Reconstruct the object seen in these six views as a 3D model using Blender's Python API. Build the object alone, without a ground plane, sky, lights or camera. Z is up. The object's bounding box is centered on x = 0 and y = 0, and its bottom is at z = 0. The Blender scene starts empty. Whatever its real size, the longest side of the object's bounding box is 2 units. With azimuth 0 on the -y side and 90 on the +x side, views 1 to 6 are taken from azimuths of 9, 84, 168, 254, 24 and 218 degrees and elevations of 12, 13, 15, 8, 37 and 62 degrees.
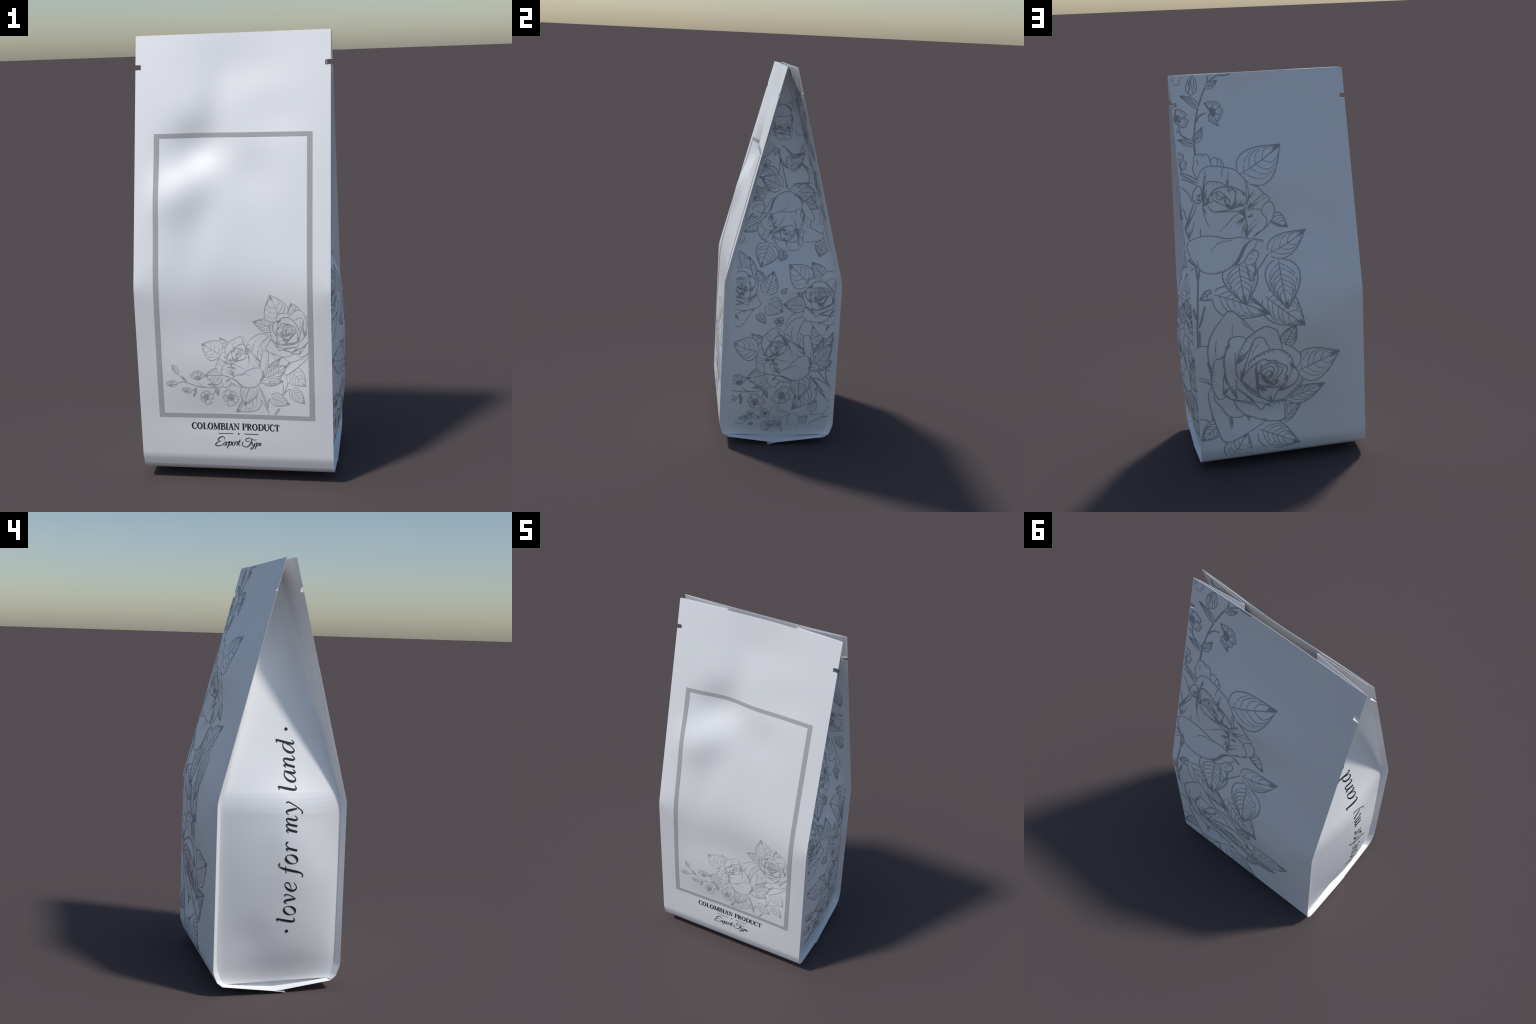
"""A side-gusseted paper coffee pouch, standing open at the top.

The pouch is one wrap (front panel, bottom, back panel) whose side margins are
seal flanges with tear notches; two gussets close the sides and fold inwards
towards the top.  The print (frame, flowers, lettering) is thin ink laid on
the surfaces: every ink line is drawn in panel coordinates and carried onto
the panel by that panel's own surface function.
"""
import math
import numpy as np

# ----------------------------------------------------------------------------
# 1. SHAPE OF THE POUCH  (metres; x across, y depth with the front at -y, z up)
# ----------------------------------------------------------------------------
HALF = 0.437            # half width of front and back panel, flanges included
SEAL = 0.4125           # half width where the gusset leaves the flange
TOP = 2.0
NOTCH = (1.851, 1.873)  # tear notch, lower and upper edge
PAPER = 0.0014

# side edges of the wrap as (y, z): mouth, shoulder, heel in three short steps,
# middle of the bottom.  Left is -x, right is +x.
EDGE = {
    ("front", -1): [(-0.034, 2.0), (-0.3190, 0.905), (-0.3215, 0.120), (-0.3030, 0.066), (-0.2750, 0.044), (-0.004, 0.010)],
    ("front", 1): [(-0.060, 2.0), (-0.3285, 0.903), (-0.3290, 0.122), (-0.3120, 0.067), (-0.2810, 0.045), (-0.025, 0.012)],
    ("back", -1): [(0.0125, 2.0), (0.2955, 0.907), (0.2960, 0.118), (0.2770, 0.069), (0.2500, 0.047), (-0.004, 0.010)],
    ("back", 1): [(-0.006, 2.0), (0.2850, 0.905), (0.2840, 0.116), (0.2670, 0.064), (0.2390, 0.044), (-0.025, 0.012)],
}


def smoothstep(a, b, v):
    t = np.clip((np.asarray(v, float) - a) / (b - a), 0.0, 1.0)
    return t * t * (3.0 - 2.0 * t)


def softplus(v, r):
    v = np.asarray(v, float) / r
    return r * (np.maximum(v, 0.0) + np.log1p(np.exp(-np.abs(v))))


def hump(x, z, cx, cz, sx, sz, turn=0.0):
    """A soft round swelling, 1 in its middle."""
    c, s = math.cos(turn), math.sin(turn)
    dx, dz = x - cx, z - cz
    a, b = (c * dx + s * dz) / sx, (c * dz - s * dx) / sz
    return np.exp(-0.5 * (a * a + b * b))


def edge_y(panel, side, z, soft):
    """y of a panel's side edge above the heel; the shoulder is rounded by soft."""
    (y0, z0), (y1, z1), (y2, z2) = EDGE[(panel, side)][:3]
    low = y1 + (y2 - y1) * (z - z1) / (z2 - z1)
    rise = (y0 - y1) / (z0 - z1) - (y2 - y1) / (z2 - z1)
    return low + rise * softplus(z - z1, soft)


def relief(panel, x, z):
    """Dents (inwards) and swellings (outwards) of a panel, outwards positive."""
    lip = 1.0 - 0.30 * smoothstep(1.8, 2.0, z)
    if panel == "front":
        d = -0.030 * hump(x, z, -0.150, 1.512, 0.098, 0.078, 0.45)
        d += 0.018 * hump(x, z, -0.270, 1.300, 0.100, 0.075, 0.55)
        d += -0.006 * hump(x, z, -0.075, 1.68, 0.050, 0.09)
        d += -0.017 * hump(x, z, 0.04, 1.90, 0.15, 0.15) * lip
        d += -0.008 * hump(x, z, 0.05, 1.20, 0.13, 0.20, 0.3)
        d += -0.006 * hump(x, z, -0.14, 1.18, 0.06, 0.20, -0.35)
        d += -0.010 * hump(x, z, -0.01, 0.73, 0.18, 0.10)
        d += -0.016 * hump(x, z, 0.23, 0.58, 0.080, 0.10)
        d += -0.006 * hump(x, z, 0.15, 0.70, 0.12, 0.10)
        d += 0.006 * hump(x, z, -0.18, 0.55, 0.12, 0.10)
        d += -0.007 * hump(x, z, -0.02, 0.32, 0.20, 0.060)
        d += -0.008 * hump(x, z, 0.09, 1.41, 0.09, 0.08)
        d += -0.007 * hump(x, z, 0.18, 1.63, 0.10, 0.08)
    else:
        d = 0.038 * hump(x, z, -0.04, 0.79, 0.24, 0.150)
        d += 0.007 * hump(x, z, -0.28, 0.60, 0.10, 0.12)
        d += 0.028 * hump(x, z, 0.12, 0.56, 0.20, 0.070, 0.40)
        d += -0.022 * hump(x, z, 0.15, 0.30, 0.17, 0.085)
        d += 0.032 * hump(x, z, 0.06, 1.49, 0.20, 0.11)
        d += 0.012 * hump(x, z, -0.13, 1.14, 0.10, 0.06, 0.3)
        d += 0.011 * hump(x, z, -0.12, 0.99, 0.12, 0.06)
        d += 0.005 * hump(x, z, 0.26, 0.90, 0.10, 0.07)
        d += -0.006 * hump(x, z, 0.22, 1.84, 0.13, 0.10)
        d += -0.007 * hump(x, z, 0.0, 1.93, 0.25, 0.12)
    return d * (1.0 - np.clip(np.abs(x) / HALF, 0, 1) ** 6)


def panel_y(panel, x, z):
    """Front or back panel above the heel."""
    x, z = np.asarray(x, float), np.asarray(z, float)
    u = (x / HALF + 1.0) / 2.0
    soft = 0.010 + (0.090 if panel == "front" else 0.065) * (1.0 - np.clip(np.abs(x) / HALF, 0, 1) ** 2)
    y = edge_y(panel, -1, z, soft) * (1.0 - u) + edge_y(panel, 1, z, soft) * u
    out = -1.0 if panel == "front" else 1.0
    heel = EDGE[(panel, -1)][2][1]
    low = [np.interp(z, [q[1] for q in EDGE[(panel, s)][::-1]], [q[0] for q in EDGE[(panel, s)][::-1]]) for s in (-1, 1)]
    y = np.where(z < heel, low[0] * (1.0 - u) + low[1] * u, y)
    return y + out * relief(panel, x, z)


def edge_point(panel, side, z):
    """y of the flange's outer edge at height z, heel included."""
    p = EDGE[(panel, side)]
    ys, zs = [q[0] for q in p], [q[1] for q in p]
    low = np.interp(z, zs[::-1], ys[::-1])
    return np.where(np.asarray(z) > zs[2], edge_y(panel, side, z, 0.008), low)


# how far out the middle of each gusset stands at each height below the shoulder
GUSSET_Z = [0.050, 0.085, 0.120, 0.200, 0.350, 0.550, 0.750, 0.905]
GUSSET_X = {
    1: [0.404, 0.411, 0.424, 0.450, 0.474, 0.483, 0.474, 0.462],
    -1: [0.404, 0.411, 0.424, 0.450, 0.468, 0.476, 0.466, 0.448],
}
GUSSET_TIP = {1: (0.182, -0.030), -1: (0.165, -0.024)}   # the inward fold at the mouth
GUSSET_FLOOR = 0.050
SHOULDER = 0.905


def gusset_reach(side, z):
    """Smooth curve through the table: averaged linear interpolation."""
    total = 0.0
    for off in (-0.04, -0.02, 0.0, 0.02, 0.04):
        total = total + np.interp(np.clip(np.asarray(z, float) + off, GUSSET_FLOOR, SHOULDER), GUSSET_Z, GUSSET_X[side])
    return total / 5.0


def seal_depth(side, z):
    gap = edge_point("back", side, z) - edge_point("front", side, z)
    return 0.021 * np.clip(gap / 0.58, 0.50, 1.0) ** 2


def gusset_span(side, z):
    d = seal_depth(side, z)
    return edge_point("front", side, z) + d, edge_point("back", side, z) - d


def gusset_sheet(side, w, z):
    """w runs 0..1 from the front seal to the back seal.

    Below the shoulder the gusset is a softly swollen sheet.  Above it folds in
    like a gable: a triangle leans in from the shoulder line to the tip at the
    mouth, and two flanks lie folded back along the front and the back panel."""
    w, z = np.broadcast_arrays(np.asarray(w, float), np.asarray(z, float))
    yf, yb = gusset_span(side, z)
    a = np.abs(2.0 * w - 1.0)
    y = yf + (yb - yf) * w
    # the swelling leans to the front low down
    lean = 1.0 - (0.14 if side < 0 else 0.10) * (1.0 - smoothstep(0.45, 0.80, z))
    al = np.abs(2.0 * w ** lean - 1.0)
    peak = 1.9 - 0.5 * smoothstep(0.55, 0.85, z)
    swell = SEAL + (gusset_reach(side, z) - SEAL) * (1.0 - al ** peak)
    swell = swell + 0.005 * hump(w * 0.6, z, 0.20, 0.68, 0.09, 0.10) - 0.005 * hump(w * 0.6, z, 0.38, 0.55, 0.09, 0.14)
    swell = swell - 0.010 * hump(w * 0.6, z, 0.45, 0.26, 0.07, 0.08) + 0.003 * hump(w * 0.6, z, 0.13, 0.48, 0.07, 0.16) * (side < 0)
    swell = swell - 0.010 * hump(w * 0.6, z, 0.46, 0.86, 0.06, 0.09) * (side > 0)
    # gable: how far up the leaning triangle this height is
    t = np.clip((z - SHOULDER) / (TOP - SHOULDER), 0.0, 1.0)
    tip_x, tip_y = GUSSET_TIP[side]
    sf, sb = gusset_span(side, SHOULDER)
    q = 0.5 * t                                     # share of w that each flank takes
    fx = SEAL + (tip_x - SEAL) * t
    fyf, fyb = sf + (tip_y - sf) * t, sb + (tip_y - sb) * t
    mid = np.clip((w - q) / np.maximum(1.0 - 2.0 * q, 1e-6), 0.0, 1.0)
    front = np.clip(w / np.maximum(q, 1e-6), 0.0, 1.0)
    back = np.clip((1.0 - w) / np.maximum(q, 1e-6), 0.0, 1.0)
    on_f, on_b = w < q, w > 1.0 - q
    gx = np.where(on_f, SEAL + (fx - SEAL) * front, np.where(on_b, SEAL + (fx - SEAL) * back, fx))
    gy = np.where(on_f, yf + (fyf - yf) * front, np.where(on_b, yb + (fyb - yb) * back, fyf + (fyb - fyf) * mid))
    gx = gx + (gusset_reach(side, SHOULDER) - SEAL) * (1.0 - a ** 1.4) * np.exp(-np.maximum(z - SHOULDER, 0.0) / 0.14)
    gx = gx + 0.026 * hump(w, z, 0.14, 1.44, 0.075, 0.16) * (side < 0)
    up = z > SHOULDER
    return np.stack([side * np.where(up, gx, swell), np.where(up, gy, y), z], -1)


def gusset_point(side, w, z):
    """The same sheet with its creases rounded, as paper bends."""
    w, z = np.broadcast_arrays(np.asarray(w, float), np.asarray(z, float))
    rw = np.minimum(0.035, np.minimum(w, 1.0 - w))
    rz = np.minimum(0.045, np.minimum(z - GUSSET_FLOOR, TOP - z))
    total = 0.0
    for i in (-1.0, -0.5, 0.0, 0.5, 1.0):
        for j in (-1.0, -0.5, 0.0, 0.5, 1.0):
            total = total + gusset_sheet(side, w + i * rw, z + j * rz)
    return total / 25.0


def gusset_from_yz(side, y, z):
    """Point of the gusset at depth y and height z (the flanks are skipped)."""
    z = np.asarray(z, float)
    yf, yb = gusset_span(side, z)
    t = np.clip((z - SHOULDER) / (TOP - SHOULDER), 0.0, 1.0)
    sf, sb = gusset_span(side, SHOULDER)
    tip_y = GUSSET_TIP[side][1]
    fyf, fyb = sf + (tip_y - sf) * t, sb + (tip_y - sb) * t
    q = 0.5 * t
    low = (y - yf) / (yb - yf)
    high = q + (1.0 - 2.0 * q) * np.clip((y - fyf) / np.maximum(fyb - fyf, 1e-6), 0.0, 1.0)
    return gusset_point(side, np.clip(np.where(z > SHOULDER, high, low), 0.0, 1.0), z)


# carriers: panel coordinates (a, z) -> point on the surface
def on_front(a, z):
    return np.stack([a, panel_y("front", a, z), z], -1)


def on_back(a, z):
    return np.stack([a, panel_y("back", a, z), z], -1)


def on_right(a, z):
    return gusset_from_yz(1, a, z)


def flank_length(z):
    """Width of a folded-back flank of the right gusset at height z."""
    return (SEAL - GUSSET_TIP[1][0]) * np.clip((np.asarray(z, float) - SHOULDER) / (TOP - SHOULDER), 0.0, 1.0)


def on_flank(back):
    """Carrier for a flank of the right gusset: a runs in from the seal."""
    def carrier(a, z):
        q = 0.5 * np.clip((z - SHOULDER) / (TOP - SHOULDER), 1e-4, 1.0)
        w = q * np.clip(a / np.maximum(flank_length(z), 1e-4), 0.0, 1.0)
        return gusset_point(1, 1.0 - w if back else w, z)
    return carrier


def on_left(a, z):
    return gusset_from_yz(-1, a, z)

# ----------------------------------------------------------------------------
# 2. PEN: ink lines in the plane.  Every motif is a Motif: pen lines with
#    widths, and the closed outlines that hide what lies behind it.
# ----------------------------------------------------------------------------
RNG = np.random.default_rng(7)


def smooth_curve(pts, per=8):
    """Catmull-Rom curve through the control points (rows: x, y, width)."""
    p = np.asarray(pts, float)
    if len(p) < 3:
        t = np.linspace(0, 1, per * 2)[:, None]
        return p[0] * (1 - t) + p[-1] * t
    closed = np.allclose(p[0, :2], p[-1, :2])
    if closed:
        q = np.vstack([p[-2], p, p[1]])
    else:
        q = np.vstack([2 * p[0] - p[1], p, 2 * p[-1] - p[-2]])
    q[:, 2:] = np.maximum(q[:, 2:], 0.0)
    t = np.linspace(0, 1, per, endpoint=False)[:, None]
    out = []
    for i in range(1, len(q) - 2):
        a, b, c, d = q[i - 1], q[i], q[i + 1], q[i + 2]
        out.append(0.5 * (2 * b + (c - a) * t + (2 * a - 5 * b + 4 * c - d) * t ** 2 + (3 * b - a - 3 * c + d) * t ** 3))
    out.append(p[-1:])
    return np.vstack(out)


def pairs(nums):
    return np.array(nums, float).reshape(-1, 2)


class Motif:
    def __init__(self, kind, centre=(0, 0)):
        self.kind, self.centre = kind, np.array(centre, float)
        self.lines, self.masks = [], []

    def pen(self, width, *nums, dash=0.0, ends=0.45, swell=1.0):
        """A pen line through the points nums = x, y, x, y, ...; its ends taper
        to `ends`, its middle swells; a share `dash` at its end breaks up."""
        p = pairs(nums)
        p = np.c_[p, np.zeros(len(p))]
        c = smooth_curve(p)
        closed = np.allclose(p[0], p[-1])
        s = np.linspace(0, 1, len(c))
        w = np.full(len(c), 1.0) if closed else ends + (swell - ends) * np.sin(np.pi * s) ** 0.6
        c[:, 2] = width * w
        if dash > 0:
            self._dashed(c, dash)
        else:
            self.lines.append(c)
        return self

    def _dashed(self, c, dash):
        step = np.r_[0, np.cumsum(np.hypot(*np.diff(c[:, :2], axis=0).T))]
        total, width = step[-1], max(c[:, 2].max(), 1e-9)
        at = total * (1.0 - dash)
        spans = [(0.0, at)] if at > 0 else []
        at += 1.5 * width
        while at < total:
            n = width * float(RNG.choice([0.9, 2.5, 5.0, 8.0]))
            spans.append((at, min(at + n, total)))
            at += n + width * RNG.uniform(1.4, 2.4)
        for a, b in spans:
            k = max(3, int((b - a) / width) + 2)
            t = np.linspace(a, b, k)
            self.lines.append(np.stack([np.interp(t, step, c[:, i]) for i in range(3)], -1))

    def ink(self, *nums):
        """A pen line with its width given at every point: x, y, w, ..."""
        self.lines.append(smooth_curve(np.array(nums, float).reshape(-1, 3)))
        return self

    def tuft(self, x, y, direction, spread, length, n, width):
        """Short shading strokes that fan out from a dark corner."""
        for k in range(n):
            a = direction + spread * ((k + 0.5) / n - 0.5) + RNG.uniform(-0.05, 0.05)
            r = length * RNG.uniform(0.55, 1.0)
            self.lines.append(np.array([[x + r * f * math.cos(a), y + r * f * math.sin(a), width * (1.0 - 0.8 * f)] for f in (0.0, 0.35, 0.7, 1.0)]))
        return self

    def fringe(self, width, length, n, *nums):
        """Engraver's shading: short strokes off one side of a curve (to its
        right when length is negative), of uneven length, some of them dotted."""
        c = smooth_curve(np.c_[pairs(nums), np.zeros(len(nums) // 2)])[:, :2]
        t = np.linspace(0.06, 0.94, n) * (len(c) - 1)
        for q in t:
            p = np.array([np.interp(q, range(len(c)), c[:, j]) for j in (0, 1)])
            d = np.array([np.interp(min(q + 1, len(c) - 1), range(len(c)), c[:, j]) for j in (0, 1)]) - p
            d /= max(np.hypot(*d), 1e-9)
            u = np.array([-d[1], d[0]]) * length * RNG.uniform(0.4, 1.0) + d * abs(length) * RNG.uniform(-0.15, 0.25)
            self.lines.append(np.array([[*(p + u * f), width * (1.0 - 0.75 * f)] for f in (0.0, 0.4, 0.75, 1.0)]))
            if RNG.random() < 0.35:
                self.lines.append(np.array([[*(p + u * f), width * 0.7] for f in (1.2, 1.27, 1.34)]))
        return self

    def hide(self, *nums):
        p = pairs(nums)
        p = np.vstack([p, p[:1]])
        self.masks.append(smooth_curve(np.c_[p, np.zeros(len(p))])[:, :2])
        return self

    def moved(self, at, scale=1.0, turn=0.0, mirror=False):
        c, s = math.cos(turn), math.sin(turn)
        m = np.array([[c, -s], [s, c]]) @ np.diag([-1.0 if mirror else 1.0, 1.0]) * scale
        out = Motif(self.kind)
        out.lines = [np.c_[(l[:, :2] - self.centre) @ m.T + at, l[:, 2] * scale ** 0.55] for l in self.lines]
        out.masks = [(k - self.centre) @ m.T + at for k in self.masks]
        return out


def inside(poly, pts):
    """Even-odd test of many points against one polygon."""
    x, y = pts[:, 0][:, None], pts[:, 1][:, None]
    x0, y0 = poly[:, 0][None], poly[:, 1][None]
    x1, y1 = np.roll(poly[:, 0], -1)[None], np.roll(poly[:, 1], -1)[None]
    dy = np.where(np.abs(y1 - y0) < 1e-12, 1e-12, y1 - y0)
    hit = ((y0 > y) != (y1 > y)) & (x < (x1 - x0) * (y - y0) / dy + x0)
    return hit.sum(1) % 2 == 1


class Sheet:
    """Drawing units (x right, y down, as the print lies) to panel metres."""

    def __init__(self, *m):
        self.m = np.array(m, float).reshape(2, 3)
        self.unit = math.sqrt(abs(np.linalg.det(self.m[:, :2])))

    def carry(self, motif):
        for l in motif.lines:
            l[:, :2] = l[:, :2] @ self.m[:, :2].T + self.m[:, 2]
            l[:, 2] *= self.unit
        motif.masks = [k @ self.m[:, :2].T + self.m[:, 2] for k in motif.masks]
        return motif


class Print:
    """Everything printed on one panel; motifs are laid front to back."""

    def __init__(self, allowed):
        self.allowed, self.masks, self.done = allowed, [], []

    def lay(self, sheet, motif):
        motif = sheet.carry(motif)
        kept = []
        for l in motif.lines:
            d = np.hypot(*np.diff(l[:, :2], axis=0).T)
            total = d.sum()
            n = int(np.clip(total / 0.0035, 3, 400))
            step = np.r_[0, np.cumsum(d)]
            t = np.linspace(0, total, n)
            l = np.stack([np.interp(t, step, l[:, i]) for i in range(3)], -1)
            ok = self.allowed(l[:, 0], l[:, 1])
            for box, poly in self.masks:
                near = ok & (l[:, 0] > box[0]) & (l[:, 0] < box[1]) & (l[:, 1] > box[2]) & (l[:, 1] < box[3])
                if near.any():
                    idx = np.where(near)[0]
                    ok[idx[inside(poly, l[idx, :2])]] = False
            start = None
            for i in range(n + 1):
                if i < n and ok[i]:
                    start = i if start is None else start
                elif start is not None:
                    if i - start > 1:
                        kept.append(l[start:i])
                    start = None
        for poly in motif.masks:
            self.masks.append(((poly[:, 0].min(), poly[:, 0].max(), poly[:, 1].min(), poly[:, 1].max()), poly))
        self.done.append((motif.kind, kept))


# ----------------------------------------------------------------------------
# 3. MOTIFS
# ----------------------------------------------------------------------------
def leaf(base, tip, left=0.3, right=0.3, bend=0.0, veins=4, width=7.0, teeth=0.0, dash=0.45):
    """A pointed leaf from base to tip; left/right are half widths per length."""
    m = Motif("printed_leaf")
    b, t = np.array(base, float), np.array(tip, float)
    d = t - b
    n = np.array([-d[1], d[0]])
    s = np.linspace(0, 1, 25)
    ctrl = 0.5 * (b + t) + bend * n
    axis = np.outer((1 - s) ** 2, b) + np.outer(2 * s * (1 - s), ctrl) + np.outer(s ** 2, t)
    prof = (s + 0.015) ** 0.55 * (1 - s) ** 1.12
    prof = prof / prof.max()
    saw = 1.0 + teeth * np.where(np.arange(25) % 2 == 0, 1, -1) * (s > 0.35) * (s < 0.97)
    sides = []
    for half, sign in ((left, 1.0), (right, -1.0)):
        rim = axis + sign * half * (prof * saw)[:, None] * n
        sides.append(rim)
        m.pen(width, *rim.ravel(), ends=0.8, swell=1.1)
    m.hide(*sides[0][::2].ravel(), *sides[1][::-2].ravel())
    m.pen(width * 0.9, *axis[:23:2].ravel(), ends=0.5)
    grab = lambda curve, q: np.array([np.interp(q * 24, range(25), curve[:, j]) for j in (0, 1)])
    count = max(veins - 1, 0)
    for k in range(count):
        for rim in sides:
            s0 = 0.07 + 0.60 * (k + RNG.uniform(-0.12, 0.12)) / max(count, 1)
            s1 = min(0.95, s0 + RNG.uniform(0.36, 0.48))
            q0, q1 = s0 + 0.12, s0 + 0.26
            p = [grab(axis, max(s0, 0.02))]
            for q, f in ((q0, 0.50), (q1, 0.74), (s1, 0.90)):
                p.append(grab(axis, q) * (1 - f) + grab(rim, q) * f)
            m.pen(width * 0.75, *np.ravel(p), dash=RNG.choice([0.0, 0.45, 0.75]) if dash else 0.0, ends=0.4)
    m.tuft(t[0], t[1], math.atan2(-d[1], -d[0]), 0.7, 0.26 * np.hypot(*d), 7, width * 1.5)
    return m


def sprig_leaf(base, tip, half=0.16, bend=0.1, width=6.0):
    """A slim stem leaf with parallel veins."""
    m = leaf(base, tip, half, half, bend, veins=0, width=width)
    b, t = np.array(base, float), np.array(tip, float)
    d = t - b
    n = np.array([-d[1], d[0]])
    mid = b + 0.5 * d + 0.5 * bend * n
    for off in (-0.5, 0.5):
        q = mid + off * half * n
        m.pen(width * 0.8, *(b + 0.08 * d), *q, *(b + 0.9 * d))
    m.kind = "printed_leaf"
    return m


def blossom(centre, r, turn=0.0, petals=5, width=6.0, squash=1.0, lean=0.0):
    """A small open flower: ruffled petals round a dark heart."""
    m = Motif("printed_blossom")
    cx, cy = centre
    cl, sl = math.cos(lean), math.sin(lean)

    def at(rad, ang):
        x, y = rad * math.cos(ang), rad * math.sin(ang) * squash
        return cx + cl * x - sl * y, cy + sl * x + cl * y

    gap = 2 * math.pi / petals
    rim = []
    for k in range(petals):
        a = turn + (k + RNG.uniform(-0.13, 0.13)) * gap
        size = r * RNG.uniform(0.74, 1.10)
        pts = [at(0.28 * r, a - 0.30 * gap)]
        for f, rr in ((-0.46, 0.62), (-0.40, 0.90), (-0.20, 1.0), (-0.06, 0.93), (0.10, 1.02), (0.30, 0.97), (0.45, 0.82), (0.46, 0.60)):
            pts.append(at(size * rr, a + f * gap))
        pts.append(at(0.28 * r, a + 0.30 * gap))
        m.pen(width, *np.ravel(pts), ends=0.8)
        rim += pts[1:-1]
        for f in (-0.28, -0.08, 0.12, 0.30):
            m.pen(width * 0.7, *at(size * 0.93, a + f * gap), *at(size * RNG.uniform(0.62, 0.75), a + f * gap * 0.9), ends=0.3)
            m.ink(*at(0, a), width * 1.6, *at(0.2 * r, a + f * gap * 0.8), width * 2.2, *at(RNG.uniform(0.32, 0.52) * r, a + f * gap * 0.8), width * 0.4)
    m.ink(*at(0.12 * r, 0.0), 0.26 * r, *at(0.0, 0.0), 0.30 * r, *at(-0.12 * r, 0.0), 0.26 * r)
    m.hide(*np.ravel(rim))
    return m


def side_blossom(base, tip, spread=1.0, width=6.0):
    """A small flower seen from the side: a fan of petals over a dark base."""
    m = Motif("printed_blossom")
    b, t = np.array(base, float), np.array(tip, float)
    r, a0 = np.hypot(*(t - b)), math.atan2(t[1] - b[1], t[0] - b[0])
    rim = [b]
    for k in (-1.5, -0.5, 0.5, 1.5):
        a = a0 + k * 0.55 * spread
        h = 0.27 * spread
        rr = r * (1.0 - 0.08 * abs(k))
        pts = [b + 0.15 * r * np.array([math.cos(a), math.sin(a)])]
        for f, g in ((-1.0, 0.66), (-0.95, 0.9), (-0.45, 1.0), (-0.1, 0.95), (0.3, 1.02), (0.9, 0.92), (1.0, 0.66)):
            pts.append(b + rr * g * np.array([math.cos(a + f * h), math.sin(a + f * h)]))
        pts.append(pts[0])
        m.pen(width, *np.ravel(pts))
        rim += pts[1:-1]
        for f in (-0.4, 0.1, 0.5):
            u = np.array([math.cos(a + f * h), math.sin(a + f * h)])
            m.pen(width * 0.7, *(b + rr * 0.92 * u), *(b + rr * 0.68 * u), ends=0.3)
            m.ink(*b, width * 1.8, *(b + 0.2 * r * u), width * 2.2, *(b + 0.45 * r * u), width * 0.4)
    m.hide(*np.ravel(rim))
    return m


def bud(base, tip, half=0.28, width=6.0):
    m = Motif("printed_bud")
    b, t = np.array(base, float), np.array(tip, float)
    d = t - b
    n = np.array([-d[1], d[0]]) * half
    f = lambda s, k: b + s * d + k * n
    m.pen(width, *b, *f(0.18, 0.85), *f(0.5, 1.0), *f(0.85, 0.55), *t, ends=0.8)
    m.pen(width, *b, *f(0.18, -0.85), *f(0.5, -1.0), *f(0.85, -0.55), *t, ends=0.8)
    m.pen(width, *f(0.05, 0.4), *f(0.45, 0.15), *f(0.6, -0.2), *f(0.95, 0.0))
    m.pen(width * 1.6, *f(0.1, -0.5), *f(0.35, -0.3), *f(0.62, -0.55), *f(0.8, -0.35))
    m.pen(width, *f(0.3, 0.75), *f(0.55, 0.45), *f(0.85, 0.3))
    m.hide(*b, *f(0.2, 0.9), *f(0.5, 1.0), *f(0.85, 0.5), *t, *f(0.85, -0.5), *f(0.5, -1.0), *f(0.2, -0.9))
    return m


def stems(*paths, width=9.0):
    m = Motif("printed_stem")
    for p in paths:
        m.pen(width, *p, ends=0.75)
    return m


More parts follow.
